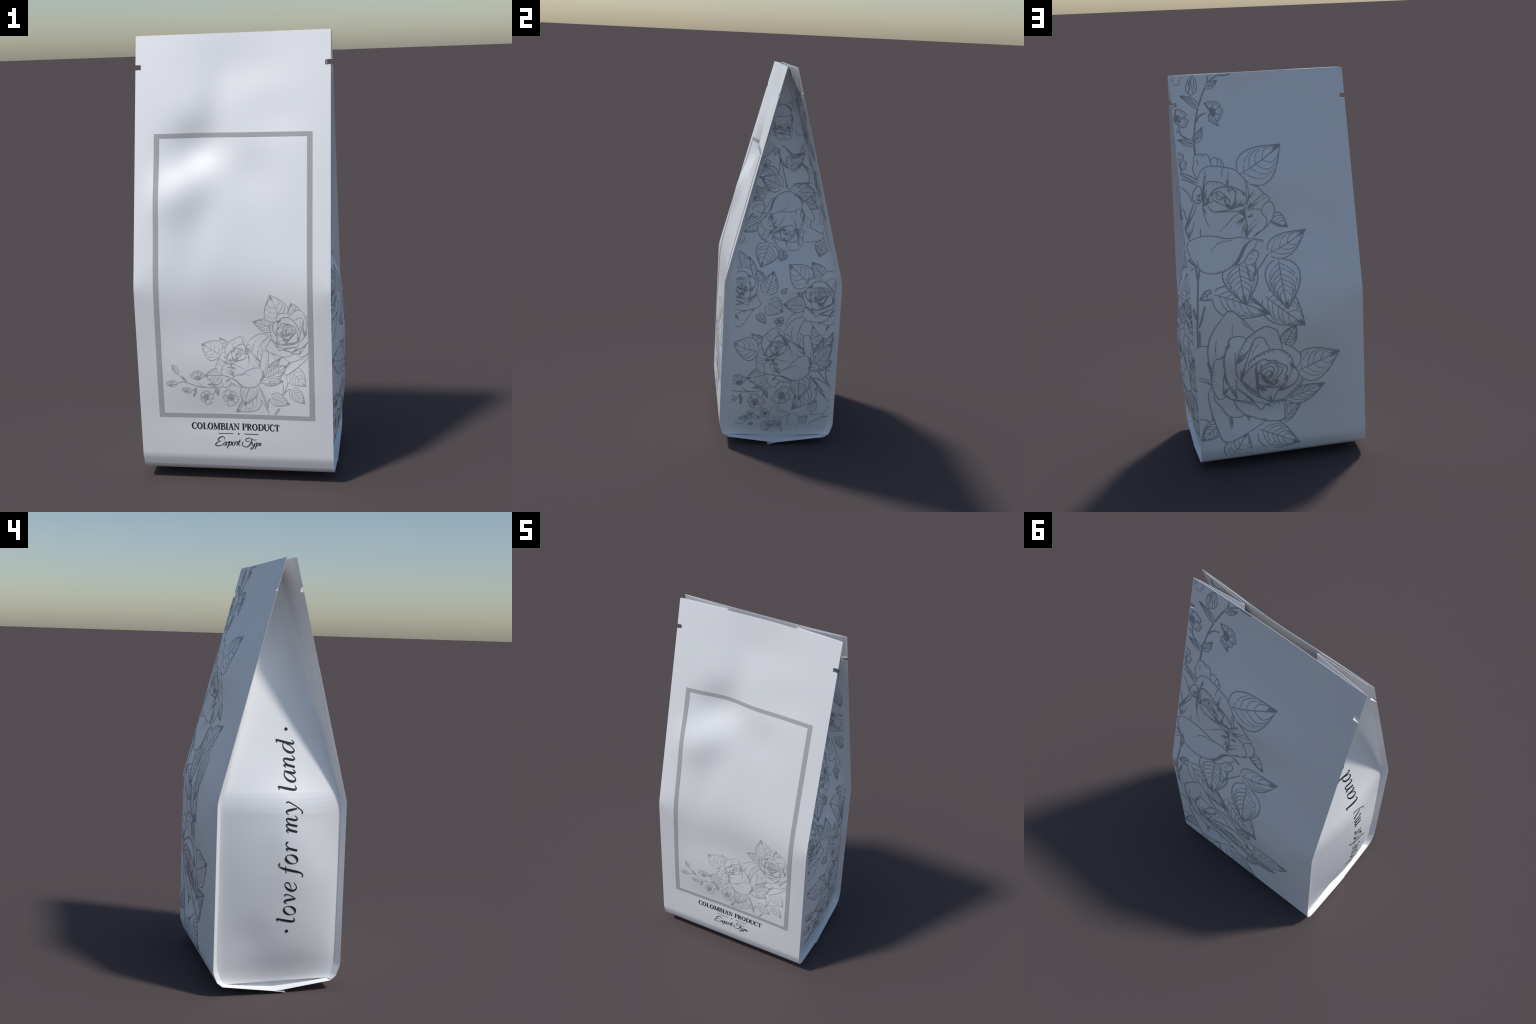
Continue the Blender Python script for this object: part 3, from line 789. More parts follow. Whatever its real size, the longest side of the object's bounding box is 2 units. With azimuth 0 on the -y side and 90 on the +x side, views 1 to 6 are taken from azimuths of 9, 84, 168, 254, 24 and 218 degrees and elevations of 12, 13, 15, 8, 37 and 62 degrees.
def back_print():
    p = Print(on_back_sheet)
    m = BACK_MIDDLE
    p.lay(m, cupped_rose().moved((555, 650)))
    for k in (
        leaf((770, 400), (1202, 88), 0.42, 0.32, 0.06, 5, 8, 0.015),
        leaf((1095, 880), (1286, 962), 0.10, 0.55, 0.12, 4, 8),
        leaf((1090, 1240), (1475, 990), 0.26, 0.28, 0.06, 4, 8, 0.02),
        petal(8, (300, 310, 300, 240, 330, 210, 350, 216, 362, 200, 392, 212, 430, 205, 456, 235, 470, 290, 472, 330, 360, 390), (330, 260, 345, 330), (375, 215, 385, 250), (400, 215, 412, 250)),
        petal(8, (472, 320, 472, 275, 490, 245, 520, 238, 542, 262, 536, 330)),
        petal(8, (536, 330, 542, 265, 565, 250, 582, 280, 570, 330)),
        petal(8, (570, 330, 582, 290, 600, 290, 610, 340)),
        petal(8, (300, 310, 288, 360, 330, 460, 350, 430), (300, 320, 315, 270, 330, 265, 360, 370)),
        stems((145, 465, 240, 485, 320, 525), (150, 410, 240, 460, 320, 500), (160, 400, 250, 430, 325, 470), (305, -20, 305, 80, 320, 215), (1085, 1235, 1010, 1350, 950, 1440, 915, 1530), (240, 1420, 228, 1560), (835, 1335, 860, 1400, 875, 1480, 900, 1530), (945, 1320, 945, 1400, 925, 1480), width=10),
        stems((160, 540, 220, 590, 265, 650, 280, 700), (165, 705, 200, 790, 230, 890), (170, 800, 195, 900, 215, 970), width=8),
        petal(8, (830, 1330, 860, 1280, 900, 1222, 960, 1215, 975, 1260, 935, 1340, 860, 1360), (880, 1240, 920, 1262), (910, 1225, 930, 1260), (870, 1300, 930, 1300)),
        petal(8, (330, 1370, 290, 1400, 230, 1440, 175, 1445, 220, 1330, 240, 1320), (240, 1365, 280, 1385)),
        blossom((120, 300), 125, 0.25, 5, 7),
    ):
        p.lay(m, k)
    # branch above, with blossoms and a bud
    t = BACK_TOP
    for k in (
        side_blossom((590, 680), (720, 600), 1.35, 7.5),
        blossom((175, 755), 175, 0.2, 5, 8.5, 0.8, 0.3),
        bud((355, 475), (370, 250), 0.27, 8),
        sprig_leaf((445, 620), (228, 480), 0.15, 0.12, 7),
        sprig_leaf((530, 385), (665, 295), 0.24, 0.05, 7),
        sprig_leaf((400, 1030), (490, 850), 0.22, 0.12, 7),
        sprig_leaf((400, 1050), (208, 1000), 0.20, 0.02, 7),
        leaf((570, 720), (685, 838), 0.16, 0.20, 0.0, 1, 7),
        leaf((585, 640), (515, 562), 0.12, 0.12, 0.0, 0, 7),
        leaf((590, 690), (580, 785), 0.22, 0.22, 0.0, 1, 7),
        stems((545, 235, 545, 320, 490, 470, 440, 640, 410, 820, 402, 1040, 412, 1200), (530, 375, 590, 290, 680, 225), (660, 225, 720, 240, 815, 222), (425, 790, 460, 720, 530, 685), (225, 870, 250, 940, 320, 985, 400, 1020), (355, 480, 356, 520), width=14),
        petal(6, (110, 340, 160, 250, 230, 250, 225, 310, 205, 362, 150, 345), (130, 330, 165, 270)),
    ):
        p.lay(t, k)
    lo = BACK_LOW
    p.lay(lo, open_rose().moved((870, 950)))
    for k in (
        leaf((640, 45), (680, 375), 0.44, 0.44, 0.05, 6, 7.5, 0.02),
        leaf((970, 20), (1030, 400), 0.34, 0.42, 0.04, 7, 7.5, 0.02),
        leaf((420, 300), (880, 440), 0.30, 0.20, -0.04, 6, 7.5, 0.02),
        leaf((840, 300), (1175, 530), 0.34, 0.42, 0.02, 6, 7.5, 0.02),
        leaf((410, 280), (305, 345), 0.25, 0.35, 0.0, 3, 7.5),
        leaf((1000, 700), (1095, 522), 0.34, 0.30, 0.0, 5, 7.5),
        leaf((1120, 930), (1485, 760), 0.36, 0.36, 0.02, 5, 7.5, 0.015),
        leaf((1045, 1185), (1365, 1045), 0.24, 0.20, 0.02, 5, 7.5),
        leaf((1010, 1390), (1168, 1208), 0.16, 0.34, 0.0, 4, 7.5),
        leaf((470, 1400), (300, 1550), 0.34, 0.30, 0.0, 5, 7.5),
        leaf((800, 1460), (1160, 1580), 0.34, 0.32, 0.0, 6, 7.5, 0.02),
        leaf((560, 1720), (700, 1480), 0.5, 0.4, 0.0, 5, 7.5),
        petal(7.5, (240, 775, 270, 745, 310, 725, 362, 735, 365, 850, 385, 960, 390, 1060, 370, 1160, 400, 1370, 330, 1355, 285, 1325, 240, 1000), (262, 1000, 330, 1002, 380, 1020), (355, 860, 365, 900), (290, 1020, 340, 1030, 385, 1045)),
        stems((285, 60, 298, 190, 318, 110), (300, 180, 290, 330, 282, 520, 282, 740), (220, 380, 250, 420, 272, 500), (345, 390, 320, 490, 296, 570), (298, 600, 300, 740), width=12),
    ):
        p.lay(lo, k)
    return p


def side_print():
    p = Print(on_side_sheet)
    # low: the front's bouquet again, larger and turned
    bouquet_lower(p, SIDE_LOW, (700, 405), 1.17, -0.26, front=False)
    # middle right: open rose with leaves
    s = SIDE_MIDDLE
    p.lay(s, open_rose().moved((1722, 1070), 0.93, 0.40, True))
    for k in (
        leaf((1540, 890), (1264, 622), 0.44, 0.46, 0.04, 4, 8),
        leaf((1760, 790), (1592, 593), 0.34, 0.40, -0.05, 5, 8),
        leaf((1480, 1200), (1172, 1176), 0.40, 0.36, 0.0, 6, 8),
        petal(8, (1200, 1500, 1240, 1400, 1330, 1320, 1480, 1290, 1600, 1400, 1560, 1700, 1400, 1700), (1290, 1560, 1300, 1450), (1380, 1500, 1390, 1600)),
    ):
        p.lay(s, k)
    # middle left: the open rose, cut by the front seal
    p.lay(s, open_rose().moved((577, 925), 0.86, -0.50))
    for k in (
        leaf((600, 720), (533, 425), 0.45, 0.30, 0.05, 5, 8),
        leaf((750, 780), (708, 522), 0.26, 0.26, 0.0, 4, 8),
        leaf((905, 815), (800, 697), 0.20, 0.50, 0.1, 4, 8),
        leaf((940, 1030), (1045, 712), 0.34, 0.36, 0.05, 5, 8, 0.03),
        leaf((960, 1150), (1170, 1285), 0.60, 0.55, 0.0, 5, 8, 0.02),
        leaf((820, 1320), (928, 1458), 0.35, 0.35, 0.0, 4, 8),
    ):
        p.lay(s, k)
    # high: the cupped rose upside down with its leaves
    h = SIDE_HIGH
    p.lay(h, cupped_rose().moved((846, 1190), 0.75, 3.0))
    for k in (
        leaf((560, 1330), (432, 1657), 0.42, 0.50, 0.02, 5, 9),
        leaf((700, 1420), (735, 1575), 0.36, 0.30, 0.0, 4, 8),
        leaf((415, 1020), (185, 1165), 0.42, 0.36, 0.05, 5, 9),
        leaf((740, 520), (445, 395), 0.40, 0.40, 0.05, 6, 9),
        leaf((690, 380), (390, 385), 0.50, 0.06, 0.0, 5, 9),
        leaf((970, 590), (1240, 610), 0.42, 0.45, 0.05, 6, 9, 0.03),
        petal(8, (860, 570, 905, 510, 970, 525, 970, 600, 940, 620), (900, 560, 940, 570)),
        leaf((900, 490), (1135, 470), 0.40, 0.04, 0.0, 4, 8),
        petal(8, (975, 690, 1010, 680, 1090, 760, 1200, 945, 1165, 1015, 1030, 890), (1020, 680, 1060, 760)),
        petal(8, (1200, 945, 1150, 1060, 1160, 1110, 1330, 1190, 1340, 1080, 1290, 1010, 1290, 850), (1230, 1070, 1290, 1030)),
        petal(8, (1030, 890, 1165, 1015, 1145, 1070, 1330, 1190, 1320, 1260, 1230, 1300, 1050, 1295, 1045, 1130), (1040, 940, 1080, 1040, 1120, 1120), (1060, 1140, 1110, 1200)),
        petal(8, (1350, 980, 1330, 1220, 1380, 1330, 1440, 1340, 1440, 1080), (1370, 1050, 1385, 1200), (1400, 1060, 1410, 1240)),
        leaf((1330, 1300), (1272, 1522), 0.40, 0.52, 0.05, 6, 9, 0.02),
        side_blossom((350, 700), (370, 590), 0.9, 7),
        petal(8, (330, 860, 325, 820, 400, 770, 490, 790, 470, 880, 420, 960, 360, 930), (360, 810, 440, 800), (370, 880, 440, 880)),
        petal(8, (300, 780, 340, 740, 400, 720, 480, 740, 490, 790, 390, 780)),
        leaf((440, 600), (370, 500), 0.3, 0.4, 0.0, 3, 8),
        leaf((880, 120), (1065, 45), 0.50, 0.10, 0.2, 4, 9),
        leaf((860, 255), (1050, 60), 0.28, 0.44, -0.10, 6, 9, 0.03),
        leaf((855, 270), (1040, 200), 0.10, 0.36, 0.1, 4, 8),
        stems((700, 0, 715, 130, 700, 300, 680, 370), (715, 100, 760, 280, 800, 470, 800, 545), (730, 120, 780, 220, 850, 265), (800, 460, 820, 520, 845, 575), (1030, 200, 1100, 300, 1130, 380, 1135, 465), (1030, 185, 1090, 240, 1170, 275), (1060, 220, 1130, 300, 1180, 365), (800, 0, 850, 40, 890, 65), width=10),
        petal(8, (170, 1180, 210, 1250, 180, 1320, 140, 1300), (165, 1300, 190, 1240)),
    ):
        p.lay(h, k)
    # more foliage tucked behind the high rose and between the two open ones
    for k in (
        leaf((520, 640), (330, 560), 0.36, 0.40, 0.05, 5, 8, 0.03),
        leaf((470, 740), (300, 700), 0.30, 0.30, 0.05, 5, 8),
        leaf((600, 540), (470, 560), 0.40, 0.30, 0.05, 4, 8),
        leaf((1080, 720), (1270, 830), 0.40, 0.30, 0.05, 5, 8, 0.03),
        leaf((1130, 640), (1285, 720), 0.40, 0.30, 0.05, 5, 8, 0.03),
        leaf((460, 940), (240, 980), 0.30, 0.40, 0.05, 5, 8),
        petal(8, (440, 1080, 415, 1150, 430, 1240, 500, 1290, 560, 1340, 620, 1300, 600, 1150, 520, 1090), (450, 1180, 520, 1160), (540, 1300, 560, 1220), (600, 1280, 590, 1200)),
        stems((690, 370, 740, 440, 760, 540), (1135, 465, 1180, 480, 1215, 500), (130, 1330, 100, 1400), width=9),
    ):
        p.lay(h, k)
    for k in (
        petal(8, (640, 760, 700, 740, 770, 790, 780, 900, 700, 1000, 640, 900), (680, 800, 720, 900)),
        leaf((1500, 1180), (1380, 1010), 0.26, 0.26, 0.0, 4, 8),
        leaf((1900, 760), (1960, 700), 0.3, 0.3, 0.0, 3, 8),
        leaf((1560, 1700), (1900, 1560), 0.36, 0.36, 0.1, 6, 8, 0.03),
        petal(8, (1440, 1320, 1420, 1500, 1560, 1540, 1720, 1500, 1900, 1380, 1950, 1280), (1500, 1460, 1620, 1440), (1640, 1500, 1800, 1420)),
    ):
        p.lay(s, k)
    lo = SIDE_LOW
    for k in (
        leaf((1140, 480), (1375, 290), 0.40, 0.36, 0.10, 6, 8, 0.03),
        leaf((1150, 560), (1370, 480), 0.10, 0.45, 0.15, 5, 8),
        petal(8, (1115, 560, 1210, 545, 1215, 600, 1120, 630), (1130, 590, 1200, 580)),
        stems((1095, 640, 1200, 760, 1330, 930), (1100, 690, 1110, 670, 1150, 720), (1115, 825, 1180, 830, 1330, 930), (1330, 960, 1280, 790, 1300, 700, 1355, 655), (1300, 730, 1355, 760), (1310, 690, 1350, 700), width=10),
        leaf((1110, 830), (875, 1160), 0.18, 0.36, 0.10, 5, 8, 0.02),
    ):
        p.lay(lo, k)
    # top: the cupped rose once more, narrowed by the fold
    t = SIDE_TOP
    p.lay(t, cupped_rose().moved((825, 780), 0.31, 2.97))
    for k in (
        leaf((880, 1180), (1025, 1005), 0.26, 0.40, 0.0, 5, 5),
        leaf((770, 960), (728, 1028), 0.35, 0.35, 0.0, 3, 4),
        leaf((700, 900), (615, 1070), 0.40, 0.30, 0.1, 4, 5),
        petal(4, (950, 560, 1000, 640, 1040, 760, 1030, 835, 950, 820, 945, 700), (960, 700, 1000, 780)),
        leaf((905, 490), (990, 620), 0.2, 0.2, 0.0, 3, 4),
        leaf((860, 360), (900, 240), 0.4, 0.4, 0.0, 4, 4),
        petal(4, (860, 350, 890, 400, 905, 450, 905, 490, 850, 530, 770, 540), (870, 370, 895, 430)),
        petal(4, (830, 320, 870, 290, 905, 320, 885, 360), (850, 330, 885, 320)),
        stems((780, 990, 790, 1090, 845, 1150, 885, 1165), (800, 930, 850, 965, 905, 1020), (1005, 1120, 1040, 1150, 1100, 1170), (870, 230, 880, 270), width=6),
    ):
        p.lay(t, k)
    for k in (
        leaf((960, 700), (1045, 600), 0.3, 0.3, 0.0, 4, 5),
        leaf((700, 620), (735, 520), 0.3, 0.3, 0.0, 4, 5),
        petal(4, (690, 660, 720, 640, 760, 660, 740, 740, 700, 760), (710, 670, 725, 720)),
        blossom((640, 1130), 60, 0.3, 5, 4.5),
        leaf((1010, 1020), (1080, 900), 0.30, 0.30, 0.0, 4, 5),
        leaf((900, 300), (960, 420), 0.25, 0.25, 0.0, 4, 4),
    ):
        p.lay(t, k)
    for k in (
        leaf((1890, 1240), (1965, 1130), 0.3, 0.3, 0.0, 4, 8),
        leaf((1150, 1020), (1230, 940), 0.3, 0.3, 0.0, 3, 7),
        blossom((1120, 1420), 70, 0.3, 5, 7),
        leaf((760, 1200), (640, 1320), 0.3, 0.3, 0.0, 4, 8),
        leaf((1240, 480), (1120, 560), 0.3, 0.3, 0.0, 4, 8),
    ):
        p.lay(s, k)
    # bottom: a small flattened spray along the lower edge
    b = Sheet(0.000365, 0.0000203, -0.4255, 0.0000016, -0.0003825, 0.3325)
    for k in (
        cupped_rose().moved((1060, 575), 0.36, 0.2, True),
        blossom((690, 420), 62, 0.3, 5, 5.0),
        blossom((905, 395), 80, 0.9, 5, 5.0),
        bud((600, 490), (508, 490), 0.3, 5),
        leaf((1560, 380), (1668, 215), 0.34, 0.30, 0.05, 4, 6),
        leaf((1420, 560), (1540, 460), 0.4, 0.4, 0.0, 4, 6),
        petal(6, (1240, 600, 1235, 520, 1260, 420, 1330, 400, 1400, 470, 1410, 540, 1370, 640), (1250, 600, 1270, 550, 1290, 530)),
        petal(6, (970, 380, 1000, 300, 1060, 280, 1110, 290, 1130, 335, 1260, 415, 1120, 460, 990, 470), (1080, 290, 1090, 350, 1200, 410)),
        sprig_leaf((640, 515), (590, 430), 0.2, 0.1, 5),
        sprig_leaf((815, 485), (790, 425), 0.2, 0.0, 5),
        side_blossom((690, 590), (680, 545), 1.4, 5),
        stems((860, 480, 770, 485, 640, 515, 560, 575, 480, 570, 460, 535), (1400, 460, 1550, 440, 1700, 425), (1560, 385, 1600, 415, 1640, 425), (1640, 430, 1770, 422, 1850, 320, 1900, 290), (1770, 425, 1770, 465, 1880, 465, 1890, 480), (1600, 555, 1720, 480, 1880, 480), (1550, 630, 1600, 550, 1780, 500), width=6),
    ):
        p.lay(b, k)
    return p


def flank_print():
    """The pattern runs on over the folded-back flanks of the right gusset."""
    p = Print(lambda a, z: (a > 0.006) & (a < flank_length(z) - 0.006) & (z < 1.985))
    s = Sheet(0.00030, 0, 0, 0, -0.00036, 1.985)
    for k in (
        cupped_rose().moved((330, 330), 0.50, 2.6),
        open_rose().moved((420, 900), 0.50, 0.8),
        cupped_rose().moved((230, 1500), 0.45, 1.2),
        leaf((420, 560), (600, 420), 0.34, 0.34, 0.05, 5, 8),
        leaf((200, 700), (60, 560), 0.34, 0.34, 0.05, 5, 8),
        leaf((150, 1000), (60, 1250), 0.30, 0.34, 0.05, 5, 8),
        leaf((420, 1250), (300, 1350), 0.34, 0.34, 0.05, 4, 8),
        leaf((120, 1850), (60, 2100), 0.30, 0.34, 0.05, 5, 8),
        leaf((560, 60), (700, 20), 0.30, 0.34, 0.05, 4, 8),
        blossom((130, 130), 100, 0.4, 5, 7),
        stems((300, 600, 260, 800, 200, 1000), (250, 1900, 160, 2200, 90, 2500), (560, 500, 500, 700), width=9),
    ):
        p.lay(s, k)
    return p


# --- lettering ---------------------------------------------------------------
def italic_letters():
    """Pen strokes (x, height, width) of a slanted book face, x-height 100."""
    stem = lambda x: (x + 3, 80, 4, x + 20, 98, 8, x + 28, 85, 14, x + 18, 45, 16, x + 6, 3, 15)
    bowl = (96, 84, 6, 84, 97, 7, 62, 99, 8, 38, 86, 12, 18, 62, 16, 9, 34, 17, 14, 10, 14, 28, 2, 9, 48, 14, 6, 72, 42, 6, 86, 64, 6)
    return {
        "l": [(12, 148, 5, 38, 158, 8), (38, 158, 13, 22, 90, 17, 10, 25, 16, 18, 2, 10, 45, 12, 4)],
        "o": [tuple(np.ravel([(50 + 37 * math.cos(t) + 12 * math.sin(t), 50 + 50 * math.sin(t), 11 - 6.5 * math.cos(2 * (t - 1.95 + math.pi / 2 - 0.25))) for t in np.linspace(0.4, 0.4 + 2 * math.pi, 17)]))],
        "v": [(5, 75, 4, 18, 98, 9, 32, 90, 15, 40, 50, 16, 45, 5, 10), (45, 2, 6, 75, 45, 6, 88, 85, 8, 80, 98, 11, 72, 92, 8)],
        "e": [(12, 45, 5, 50, 50, 6, 80, 70, 9, 80, 92, 9, 60, 100, 6, 30, 80, 14, 10, 45, 17, 15, 12, 13, 42, 0, 7, 85, 25, 4)],
        "f": [(128, 146, 13, 118, 158, 8, 100, 150, 7, 85, 120, 14, 70, 70, 17, 55, 10, 16, 40, -35, 10, 20, -52, 7, 5, -45, 13), (42, 95, 6, 105, 99, 6)],
        "r": [stem(2), (24, 55, 5, 45, 88, 6, 68, 100, 9, 82, 92, 13, 78, 82, 9)],
        "m": [stem(2), (22, 50, 5, 50, 90, 7, 72, 97, 11, 76, 80, 14, 66, 40, 16, 58, 3, 15), (68, 50, 5, 98, 90, 7, 120, 97, 11, 124, 80, 14, 112, 35, 16, 112, 8, 12, 125, 3, 8, 150, 25, 4)],
        "y": [(2, 78, 4, 20, 98, 9, 34, 88, 15, 42, 50, 16, 50, 5, 9), (100, 98, 9, 108, 80, 9, 85, 35, 7, 50, -15, 7, 22, -45, 8, 5, -38, 13)],
        "a": [bowl, (75, 50, 6, 95, 95, 6), (98, 98, 12, 86, 50, 16, 80, 15, 15, 90, 2, 9, 112, 22, 4)],
        "n": [stem(2), (22, 50, 5, 52, 90, 7, 75, 97, 11, 80, 80, 14, 70, 35, 16, 70, 8, 12, 82, 2, 8, 108, 25, 4)],
        "d": [bowl, (75, 50, 6, 95, 85, 6), (92, 148, 5, 118, 159, 8), (118, 158, 13, 101, 95, 16, 86, 35, 16, 84, 8, 12, 95, 2, 8, 116, 22, 4)],
    }


def capital_letters():
    """Bold roman capitals: advance and strokes (x, height, width), cap 100."""
    foot = lambda x, y: (x - 16, y, 6, x + 16, y, 6)
    bar = lambda x: (x, 3, 17, x, 50, 17, x, 97, 17)
    ring = (42, 101, 8, 18, 78, 16, 11, 50, 18, 18, 22, 16, 42, -1, 8, 66, 22, 16, 73, 50, 18, 66, 78, 16, 42, 101, 8)
    return {
        "C": (78, [(72, 68, 5, 68, 90, 7, 45, 101, 9, 20, 82, 16, 11, 50, 18, 20, 18, 16, 45, -1, 9, 66, 10, 7, 74, 30, 5), (72, 66, 5, 72, 98, 5)]),
        "O": (86, [ring]),
        "L": (68, [bar(20), foot(20, 98), (4, 2, 6, 40, 2, 7, 60, 4, 7, 64, 28, 6)]),
        "M": (100, [(16, 3, 7, 16, 97, 7), (18, 97, 16, 48, 8, 14), (50, 8, 6, 78, 97, 7), (82, 3, 17, 82, 97, 17), foot(16, 2), foot(82, 2), foot(12, 98), foot(86, 98)]),
        "B": (74, [bar(20), (4, 98, 6, 36, 98, 6, 54, 92, 12, 58, 76, 16, 50, 58, 10, 22, 53, 6), (22, 53, 6, 46, 53, 7, 62, 42, 14, 65, 26, 17, 55, 6, 10, 36, 2, 6, 4, 2, 6)]),
        "I": (40, [bar(20), foot(20, 2), foot(20, 98)]),
        "A": (80, [(12, 3, 6, 38, 98, 7), (40, 98, 15, 66, 3, 17), (22, 34, 6, 52, 34, 6), foot(12, 2), foot(66, 2)]),
        "N": (84, [(16, 3, 7, 16, 97, 7), (16, 97, 16, 68, 6, 15), (69, 3, 7, 69, 97, 7), foot(16, 2), foot(69, 98), foot(10, 98)]),
        "P": (68, [bar(20), (4, 98, 6, 36, 98, 6, 56, 92, 13, 62, 74, 17, 54, 54, 11, 38, 48, 6, 22, 48, 6), foot(20, 2)]),
        "R": (76, [bar(20), (4, 98, 6, 36, 98, 6, 54, 92, 13, 60, 76, 17, 52, 58, 11, 36, 52, 6, 22, 52, 6), (36, 52, 13, 54, 22, 15, 70, 2, 10), foot(20, 2)]),
        "D": (82, [bar(20), (4, 98, 6, 36, 98, 6, 60, 88, 12, 72, 66, 17, 72, 34, 17, 60, 12, 12, 36, 2, 6, 4, 2, 6)]),
        "U": (80, [(18, 97, 17, 18, 40, 17, 24, 12, 14, 42, 0, 9, 60, 10, 7, 67, 40, 7, 67, 97, 7), foot(18, 98), foot(67, 98)]),
        "T": (74, [bar(36), foot(36, 2), (6, 70, 5, 10, 97, 6, 36, 98, 6, 62, 97, 6, 66, 70, 5)]),
        " ": (34, []),
    }


def side_lettering():
    """The italic line that climbs the left gusset."""
    base, up, along, x0 = -0.0770, 0.000552, 0.000529, 0.3080
    starts = (("l", 78), ("o", 138), ("v", 248), ("e", 358), ("f", 482), ("o", 596), ("r", 712), ("m", 872), ("y", 1030), ("l", 1228), ("a", 1296), ("n", 1418), ("d", 1540))
    glyphs = italic_letters()
    m = Motif("lettering")
    for ch, x in starts:
        for s in glyphs[ch]:
            s = np.array(s, float).reshape(-1, 3)
            m.lines.append(smooth_curve(np.c_[base + up * s[:, 1], x0 + along * (x + s[:, 0]), s[:, 2] * 1.20 * along]))
    for x in (0.0, 1748.0):
        m.lines.append(np.array([[base + up * (66 + k), x0 + along * x, along * wd] for k, wd in ((-15, 9), (-10, 24), (0, 32), (10, 24), (15, 9))]))
    p = Print(lambda a, z: np.ones(len(a), bool))
    p.lay(Sheet(1, 0, 0, 0, 1, 0), m)
    return p


def front_lettering():
    """Two short lines under the frame, with a ruled dot between them."""
    m = Motif("lettering")
    glyphs = capital_letters()
    text = "COLOMBIAN PRODUCT"
    total = sum(glyphs[c][0] for c in text)
    left, right, base, cap = -0.2045, 0.1990, 0.2545, 0.0300
    sx, x = (right - left) / total, 0.0
    for ch in text:
        adv, strokes = glyphs[ch]
        for s in strokes:
            s = np.array(s, float).reshape(-1, 3)
            m.lines.append(smooth_curve(np.c_[left + sx * (x + s[:, 0]), base + cap / 100 * s[:, 1], s[:, 2] * 1.12 * sx]))
        x += adv
    p = Print(lambda a, z: np.ones(len(a), bool))
    p.lay(Sheet(1, 0, 0, 0, 1, 0), m)
    q = Motif("lettering")
    q.pen(6, 893, 38, 1052, 42, ends=1.0).pen(6, 1168, 45, 1320, 50, ends=1.0)
    q.ink(1100, 44, 8, 1104, 44, 18, 1109, 44, 20, 1114, 44, 18, 1118, 44, 8)
    q.ink(957, 100, 4, 958, 80, 6, 935, 70, 7, 905, 82, 9, 888, 105, 8, 902, 118, 5, 925, 115, 4)
    q.ink(905, 118, 5, 875, 135, 8, 862, 158, 10, 885, 168, 8, 925, 162, 6, 955, 148, 5)
    q.ink(942, 150, 4, 965, 128, 6, 976, 128, 9, 976, 145, 10, 972, 163, 8, 988, 158, 4)
    q.ink(1003, 125, 5, 978, 142, 5, 957, 166, 5)
    q.ink(996, 140, 4, 1014, 120, 8, 1002, 158, 9, 984, 194, 7)
    q.ink(1008, 138, 5, 1030, 122, 7, 1036, 140, 9, 1022, 160, 7, 1003, 160, 4)
    q.ink(1052, 128, 5, 1040, 145, 9, 1045, 162, 7, 1060, 160, 6, 1070, 142, 8, 1062, 128, 6, 1052, 128, 5)
    q.ink(1072, 145, 4, 1084, 122, 7, 1100, 128, 7, 1095, 145, 9, 1088, 166, 8)
    q.ink(1126, 100, 6, 1115, 130, 9, 1107, 155, 8, 1114, 166, 6, 1128, 154, 4)
    q.ink(1098, 125, 4, 1132, 121, 4)
    q.ink(1228, 116, 4, 1202, 126, 6, 1184, 112, 8, 1196, 92, 7, 1228, 88, 7, 1252, 100, 7, 1280, 110, 6, 1300, 102, 4)
    q.ink(1252, 100, 7, 1238, 140, 9, 1215, 172, 8, 1185, 181, 7, 1156, 166, 8, 1150, 142, 7, 1160, 122, 4)
    q.ink(1240, 142, 4, 1256, 134, 8, 1252, 160, 8, 1268, 162, 5, 1285, 140, 6)
    q.ink(1286, 138, 7, 1272, 175, 7, 1255, 200, 6, 1240, 206, 6, 1238, 195, 5, 1262, 180, 4, 1288, 168, 4)
    q.ink(1294, 142, 4, 1306, 136, 8, 1296, 175, 8, 1284, 202, 6)
    q.ink(1303, 150, 4, 1320, 137, 7, 1329, 150, 8, 1315, 168, 6, 1300, 168, 4)
    q.ink(1330, 160, 4, 1350, 150, 5, 1346, 138, 6, 1335, 150, 8, 1334, 168, 6, 1354, 164, 4)
    p.lay(FRONT_TEXT, q)
    return p

# ----------------------------------------------------------------------------
# 4. MESHES AND MATERIALS
# ----------------------------------------------------------------------------
import bpy


def paper_material(name, colour, roughness):
    m = bpy.data.materials.new(name)
    m.use_nodes = True
    nt = m.node_tree
    b = nt.nodes["Principled BSDF"]
    tc = nt.nodes.new("ShaderNodeTexCoord")
    n = nt.nodes.new("ShaderNodeTexNoise")
    n.inputs["Scale"].default_value = 3.0
    n.inputs["Detail"].default_value = 3.0
    nt.links.new(tc.outputs["Object"], n.inputs["Vector"])
    ramp = nt.nodes.new("ShaderNodeValToRGB")
    ramp.color_ramp.elements[0].position, ramp.color_ramp.elements[1].position = 0.3, 0.7
    ramp.color_ramp.elements[0].color = (*[c * 0.985 for c in colour], 1)
    ramp.color_ramp.elements[1].color = (*colour, 1)
    nt.links.new(n.outputs["Fac"], ramp.inputs["Fac"])
    nt.links.new(ramp.outputs["Color"], b.inputs["Base Color"])
    b.inputs["Metallic"].default_value = 0.20      # thin foil sheen of the laminate
    b.inputs["Roughness"].default_value = roughness
    return m


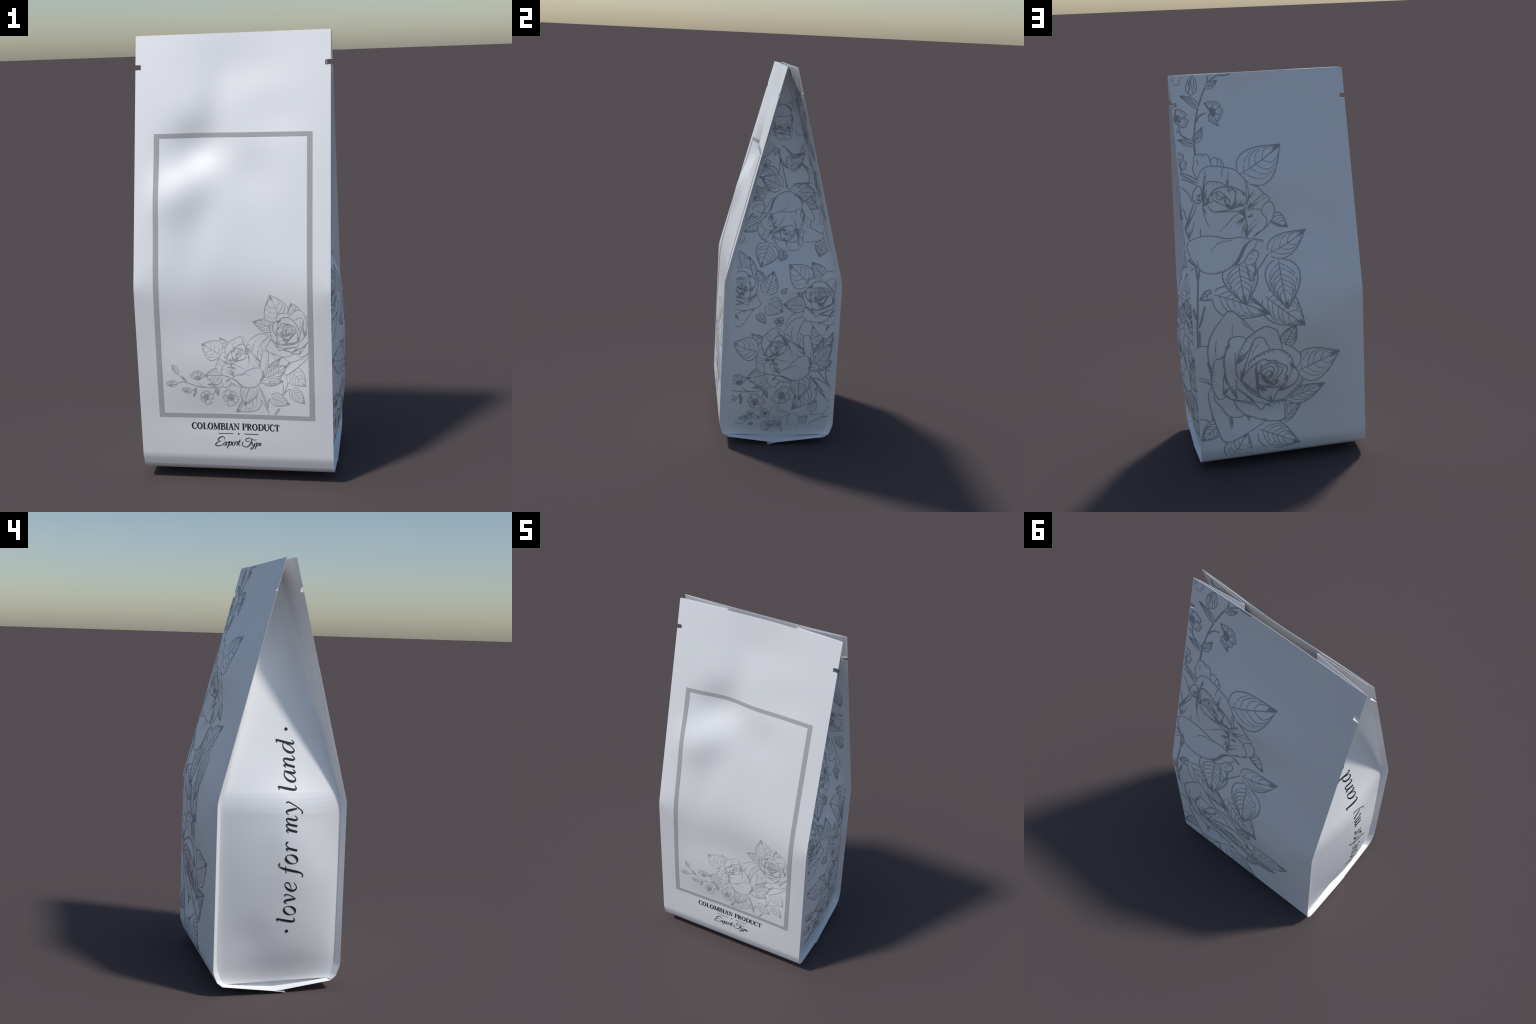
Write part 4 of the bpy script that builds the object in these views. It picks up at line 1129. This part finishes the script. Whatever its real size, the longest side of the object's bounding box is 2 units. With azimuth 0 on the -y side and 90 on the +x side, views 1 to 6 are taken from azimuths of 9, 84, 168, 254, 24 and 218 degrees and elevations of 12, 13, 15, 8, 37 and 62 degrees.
def ink_material(name, colour, roughness):
    m = bpy.data.materials.new(name)
    m.use_nodes = True
    nt = m.node_tree
    b = nt.nodes["Principled BSDF"]
    tc = nt.nodes.new("ShaderNodeTexCoord")
    n = nt.nodes.new("ShaderNodeTexNoise")
    n.inputs["Scale"].default_value = 60.0
    nt.links.new(tc.outputs["Object"], n.inputs["Vector"])
    mix = nt.nodes.new("ShaderNodeMix")
    mix.data_type = "RGBA"
    mix.inputs[6].default_value = (*[c * 0.95 for c in colour], 1)
    mix.inputs[7].default_value = (*[c * 1.05 for c in colour], 1)
    nt.links.new(n.outputs["Fac"], mix.inputs[0])
    nt.links.new(mix.outputs[2], b.inputs["Base Color"])
    b.inputs["Roughness"].default_value = roughness
    return m


PAPER_MAT = paper_material("white_coated_paper", (0.99, 0.99, 0.99), 0.55)
INK = {
    "grey": ink_material("grey_frame_ink", (0.49, 0.49, 0.49), 0.45),
    "line": ink_material("grey_line_ink", (0.50, 0.50, 0.50), 0.45),
    "dark": ink_material("dark_line_ink", (0.43, 0.43, 0.43), 0.45),
    "black": ink_material("black_ink", (0.009, 0.009, 0.009), 0.6),
}


def mesh_object(name, verts, faces, material, parent, smooth=True):
    me = bpy.data.meshes.new(name)
    me.from_pydata([tuple(map(float, v)) for v in verts], [], faces)
    me.materials.append(material)
    me.update()
    if smooth:
        me.polygons.foreach_set("use_smooth", [True] * len(me.polygons))
    ob = bpy.data.objects.new(name, me)
    bpy.context.scene.collection.objects.link(ob)
    ob.parent = parent
    return ob


def thicken(ob, offset=-1.0, thickness=PAPER):
    s = ob.modifiers.new("paper", "SOLIDIFY")
    s.thickness, s.offset, s.use_even_offset = thickness, offset, False
    bpy.context.view_layer.update()
    solid = bpy.data.meshes.new_from_object(ob.evaluated_get(bpy.context.evaluated_depsgraph_get()))
    solid.name = ob.data.name
    ob.modifiers.clear()
    ob.data = solid
    solid.set_sharp_from_angle(angle=math.radians(62))
    return ob


def grid_faces(rows, cols, skip=lambda r, c: False, flip=False, first=0):
    out = []
    for r in range(rows - 1):
        for c in range(cols - 1):
            if skip(r, c):
                continue
            i = first + r * cols + c
            q = (i, i + 1, i + cols + 1, i + cols)
            out.append(q[::-1] if flip else q)
    return out


def drop_loose(verts, faces):
    used = sorted({i for f in faces for i in f})
    new = {o: k for k, o in enumerate(used)}
    return [verts[i] for i in used], [tuple(new[i] for i in f) for f in faces]


HEIGHTS = np.unique(np.round(np.concatenate([
    np.linspace(0.125, 1.851, 130), np.array(NOTCH), np.linspace(1.873, 2.0, 10), np.linspace(0.86, 0.95, 16)]), 5))[::-1]


def build_panel(panel, parent):
    """Front or back panel: the sheet above the heel, the rounded heel, and the
    half of the bottom that runs to the middle seam."""
    xs = np.unique(np.concatenate([np.linspace(-SEAL, SEAL, 81), [-HALF, HALF]]))
    cols = len(xs)
    verts, rows = [], 0
    for z in HEIGHTS:
        y = panel_y(panel, xs, np.full(cols, z))
        verts += list(np.stack([xs, y, np.full(cols, z)], -1))
        rows += 1
    u = (xs / HALF + 1.0) / 2.0
    stations = [(2, 3, 4), (3, 4, 4), (4, 5, 9)]
    pl, pr = EDGE[(panel, -1)], EDGE[(panel, 1)]
    for a, b, n in stations:
        for k in range(1, n + 1):
            t = k / n
            l = [pl[a][i] * (1 - t) + pl[b][i] * t for i in (0, 1)]
            r = [pr[a][i] * (1 - t) + pr[b][i] * t for i in (0, 1)]
            y, z = l[0] * (1 - u) + r[0] * u, l[1] * (1 - u) + r[1] * u
            verts += list(np.stack([xs, y, z], -1))
            rows += 1

    def notch(r, c):
        if c not in (0, cols - 2) or r + 1 >= len(HEIGHTS):
            return False
        mid = 0.5 * (HEIGHTS[r] + HEIGHTS[r + 1])
        return NOTCH[0] < mid < NOTCH[1]

    faces = grid_faces(rows, cols, notch, flip=(panel == "front"))
    v, f = drop_loose(verts, faces)
    return thicken(mesh_object(panel + "_panel", v, f, PAPER_MAT, parent))


def build_gusset(side, parent):
    """Side gusset with its seal margins and the tuck under its lower edge."""
    zs = np.unique(np.round(np.concatenate([HEIGHTS, np.linspace(GUSSET_FLOOR, 0.12, 9)]), 5))[::-1]
    ws = np.unique(np.concatenate([np.linspace(0, 1, 49), np.linspace(0.44, 0.56, 13)]))
    W = len(ws)
    verts = []
    for z in zs:
        verts += list(gusset_point(side, ws, np.full(W, z)))
    faces = grid_faces(len(zs), W, flip=(side > 0))
    n = len(verts)
    # tuck: from the straight lower edge in and down to the bottom fold
    edge = gusset_point(side, ws, np.full(W, GUSSET_FLOOR))
    lo = bottom_z(side, edge[:, 1]) + 0.004
    for depth, drop in ((0.10, 0.35), (0.003, 1.0)):
        ring = edge.copy()
        ring[:, 0] = side * (SEAL - depth)
        ring[:, 2] = edge[:, 2] * (1 - drop) + np.minimum(lo, edge[:, 2] - 0.0005) * drop
        verts += list(ring)
    start = (len(zs) - 1) * W
    ob = thicken(mesh_object("side_gusset", verts, faces, PAPER_MAT, parent))
    tuck_v = [*map(tuple, edge)] + [tuple(v) for v in verts[n:]]
    tuck = mesh_object("bottom_tuck", tuck_v, grid_faces(3, W, flip=(side > 0)), PAPER_MAT, ob)
    # seal margins: narrow strips from the panel's outer edge in to the gusset
    for panel in ("front", "back"):
        v = []
        for z in zs:
            yo = float(edge_point(panel, side, z))
            yi = gusset_point(side, 0.0 if panel == "front" else 1.0, z)[1]
            inward = 1 if panel == "front" else -1
            v += [(side * (HALF + 0.0004), yo + inward * 0.0002, z), (side * SEAL, float(yi), z)]
        gone = lambda r, c: NOTCH[0] < 0.5 * (zs[r] + zs[min(r + 1, len(zs) - 1)]) < NOTCH[1]
        f = grid_faces(len(zs), 2, gone, flip=(side < 0) != (panel == "back"))
        v, f = drop_loose(v, f)
        mesh_object("seal_margin", v, f, PAPER_MAT, ob)
    # the cut walls of the tear notches
    for panel in ("front", "back"):
        v, f = [], []
        for k, z in enumerate(NOTCH):
            yo = float(edge_point(panel, side, z))
            yi = float(gusset_span(side, z)[0 if panel == "front" else 1])
            yi += 0.003 * (1 if panel == "front" else -1)
            v += [(side * (HALF - 0.001), yo, z), (side * (SEAL - 0.0002), yo, z), (side * (SEAL - 0.0002), yi, z), (side * (HALF - 0.001), yo + (yi - yo) * 0.3, z)]
            f.append((4 * k, 4 * k + 1, 4 * k + 2, 4 * k + 3))
        f.append((1, 2, 6, 5))
        mesh_object("notch_wall", v, f, PAPER_MAT, ob, smooth=False)
    ys = np.linspace(edge[0, 1] - 0.010, edge[-1, 1] + 0.010, 27)
    v = []
    for y in ys:
        z = float(bottom_z(side, y))
        v += [(side * (HALF + 0.0004), y, z + 0.0002), (side * (SEAL - 0.003), y, z + 0.0065)]
    mesh_object("seal_margin", v, grid_faces(len(ys), 2, flip=(side > 0)), PAPER_MAT, ob)
    return ob


def bottom_z(side, y):
    pts = EDGE[("front", side)][3:] + EDGE[("back", side)][3:5][::-1]
    return np.interp(y, [p[0] for p in pts], [p[1] for p in pts])


def build_fin(parent):
    """The bottom seam: a narrow flap folded flat towards the front."""
    v = []
    n = 13
    for i in range(n):
        u = i / (n - 1)
        x = -HALF + 2 * HALF * u
        y0, z0 = -0.004 - 0.021 * u, 0.0095 + 0.002 * u
        y1 = -0.054 - 0.011 * u
        v += [(x, y0, z0), (x, 0.5 * (y0 + y1), 0.5 * z0 + 0.0012), (x, y1, 0.0012)]
    return thicken(mesh_object("bottom_seam", v, grid_faces(n, 3), PAPER_MAT, parent), 0.0, 0.0024)


pouch = bpy.data.objects.new("coffee_pouch", None)
bpy.context.scene.collection.objects.link(pouch)
pouch["label"] = "tall white paper coffee pouch with grey rose line drawings"
pouch["category"] = "coffee bag"

panels = {
    "front": build_panel("front", pouch),
    "back": build_panel("back", pouch),
    "left": build_gusset(-1, pouch),
    "right": build_gusset(1, pouch),
}
build_fin(pouch)

# ----------------------------------------------------------------------------
# 5. INK ON THE PANELS
# ----------------------------------------------------------------------------
def carried(carrier, outward, a, z, lift):
    """Points on a panel's surface, lifted a hair along its normal."""
    p = carrier(a, z)
    e = 0.002
    da, dz = carrier(a + e, z) - carrier(a - e, z), carrier(a, z + e) - carrier(a, np.minimum(z, TOP - e) - e)
    n = np.cross(da, dz)
    n /= np.maximum(np.linalg.norm(n, axis=-1, keepdims=True), 1e-9)
    n *= np.where((n @ np.array(outward, float)) < 0, -1.0, 1.0)[:, None]
    return p + n * lift


def ribbons(strokes, carrier, outward):
    """Flat ink ribbons along the pen lines, all carried onto the panel at once."""
    rails, lifts, faces, first = [], [], [], 0
    for k, s in enumerate(strokes):
        d = np.gradient(s[:, :2], axis=0)
        d /= np.maximum(np.linalg.norm(d, axis=1, keepdims=True), 1e-9)
        side = np.stack([-d[:, 1], d[:, 0]], -1) * s[:, 2:3] * 0.5
        rails.append(np.stack([s[:, :2] + side, s[:, :2] - side], 1).reshape(-1, 2))
        lifts.append(np.full(2 * len(s), 0.0009 + 0.0007 * ((k * 0.618034) % 1.0)))
        faces += [(first + 2 * i, first + 2 * i + 1, first + 2 * i + 3, first + 2 * i + 2) for i in range(len(s) - 1)]
        first += 2 * len(s)
    r = np.vstack(rails)
    return carried(carrier, outward, r[:, 0], r[:, 1], np.concatenate(lifts)[:, None]), faces


def lay_print(printed, carrier, outward, ink, parent, weight=1.0):
    for kind, strokes in printed.done:
        strokes = [s * (1.0, 1.0, weight) for s in strokes]
        if strokes:
            v, f = ribbons(strokes, carrier, outward)
            mesh_object(kind, v, f, INK[ink], parent)


def frame_print(parent):
    """The rectangular band round the front drawing, one closed ring."""
    x0, x1, z0, z1 = FRAME
    bx, bz = FRAME_BAND
    strips = (
        (x0, x1, z1 - bz, z1), (x0, x1, z0, z0 + bz),
        (x0, x0 + bx, z0 + bz, z1 - bz), (x1 - bx, x1, z0 + bz, z1 - bz),
    )
    verts, faces = [], []
    for a0, a1, b0, b1 in strips:
        na, nb = max(3, int((a1 - a0) / 0.010)), max(3, int((b1 - b0) / 0.010))
        A, B = np.meshgrid(np.linspace(a0, a1, na), np.linspace(b0, b1, nb))
        first = len(verts)
        verts += list(carried(on_front, (0, -1, 0), A.ravel(), B.ravel(), 0.0009))
        faces += grid_faces(nb, na, first=first)
    mesh_object("printed_frame", verts, faces, INK["grey"], parent)


frame_print(panels["front"])
lay_print(front_print(), on_front, (0, -1, 0), "line", panels["front"], 0.85)
lay_print(front_lettering(), on_front, (0, -1, 0), "black", panels["front"])
lay_print(back_print(), on_back, (0, 1, 0), "dark", panels["back"], 1.12)
lay_print(side_print(), on_right, (1, 0, 0), "dark", panels["right"], 1.12)
lay_print(side_lettering(), on_left, (-1, 0, 0), "black", panels["left"])
for back in (True, False):
    lay_print(flank_print(), on_flank(back), (0, -1 if back else 1, 0), "dark", panels["right"])
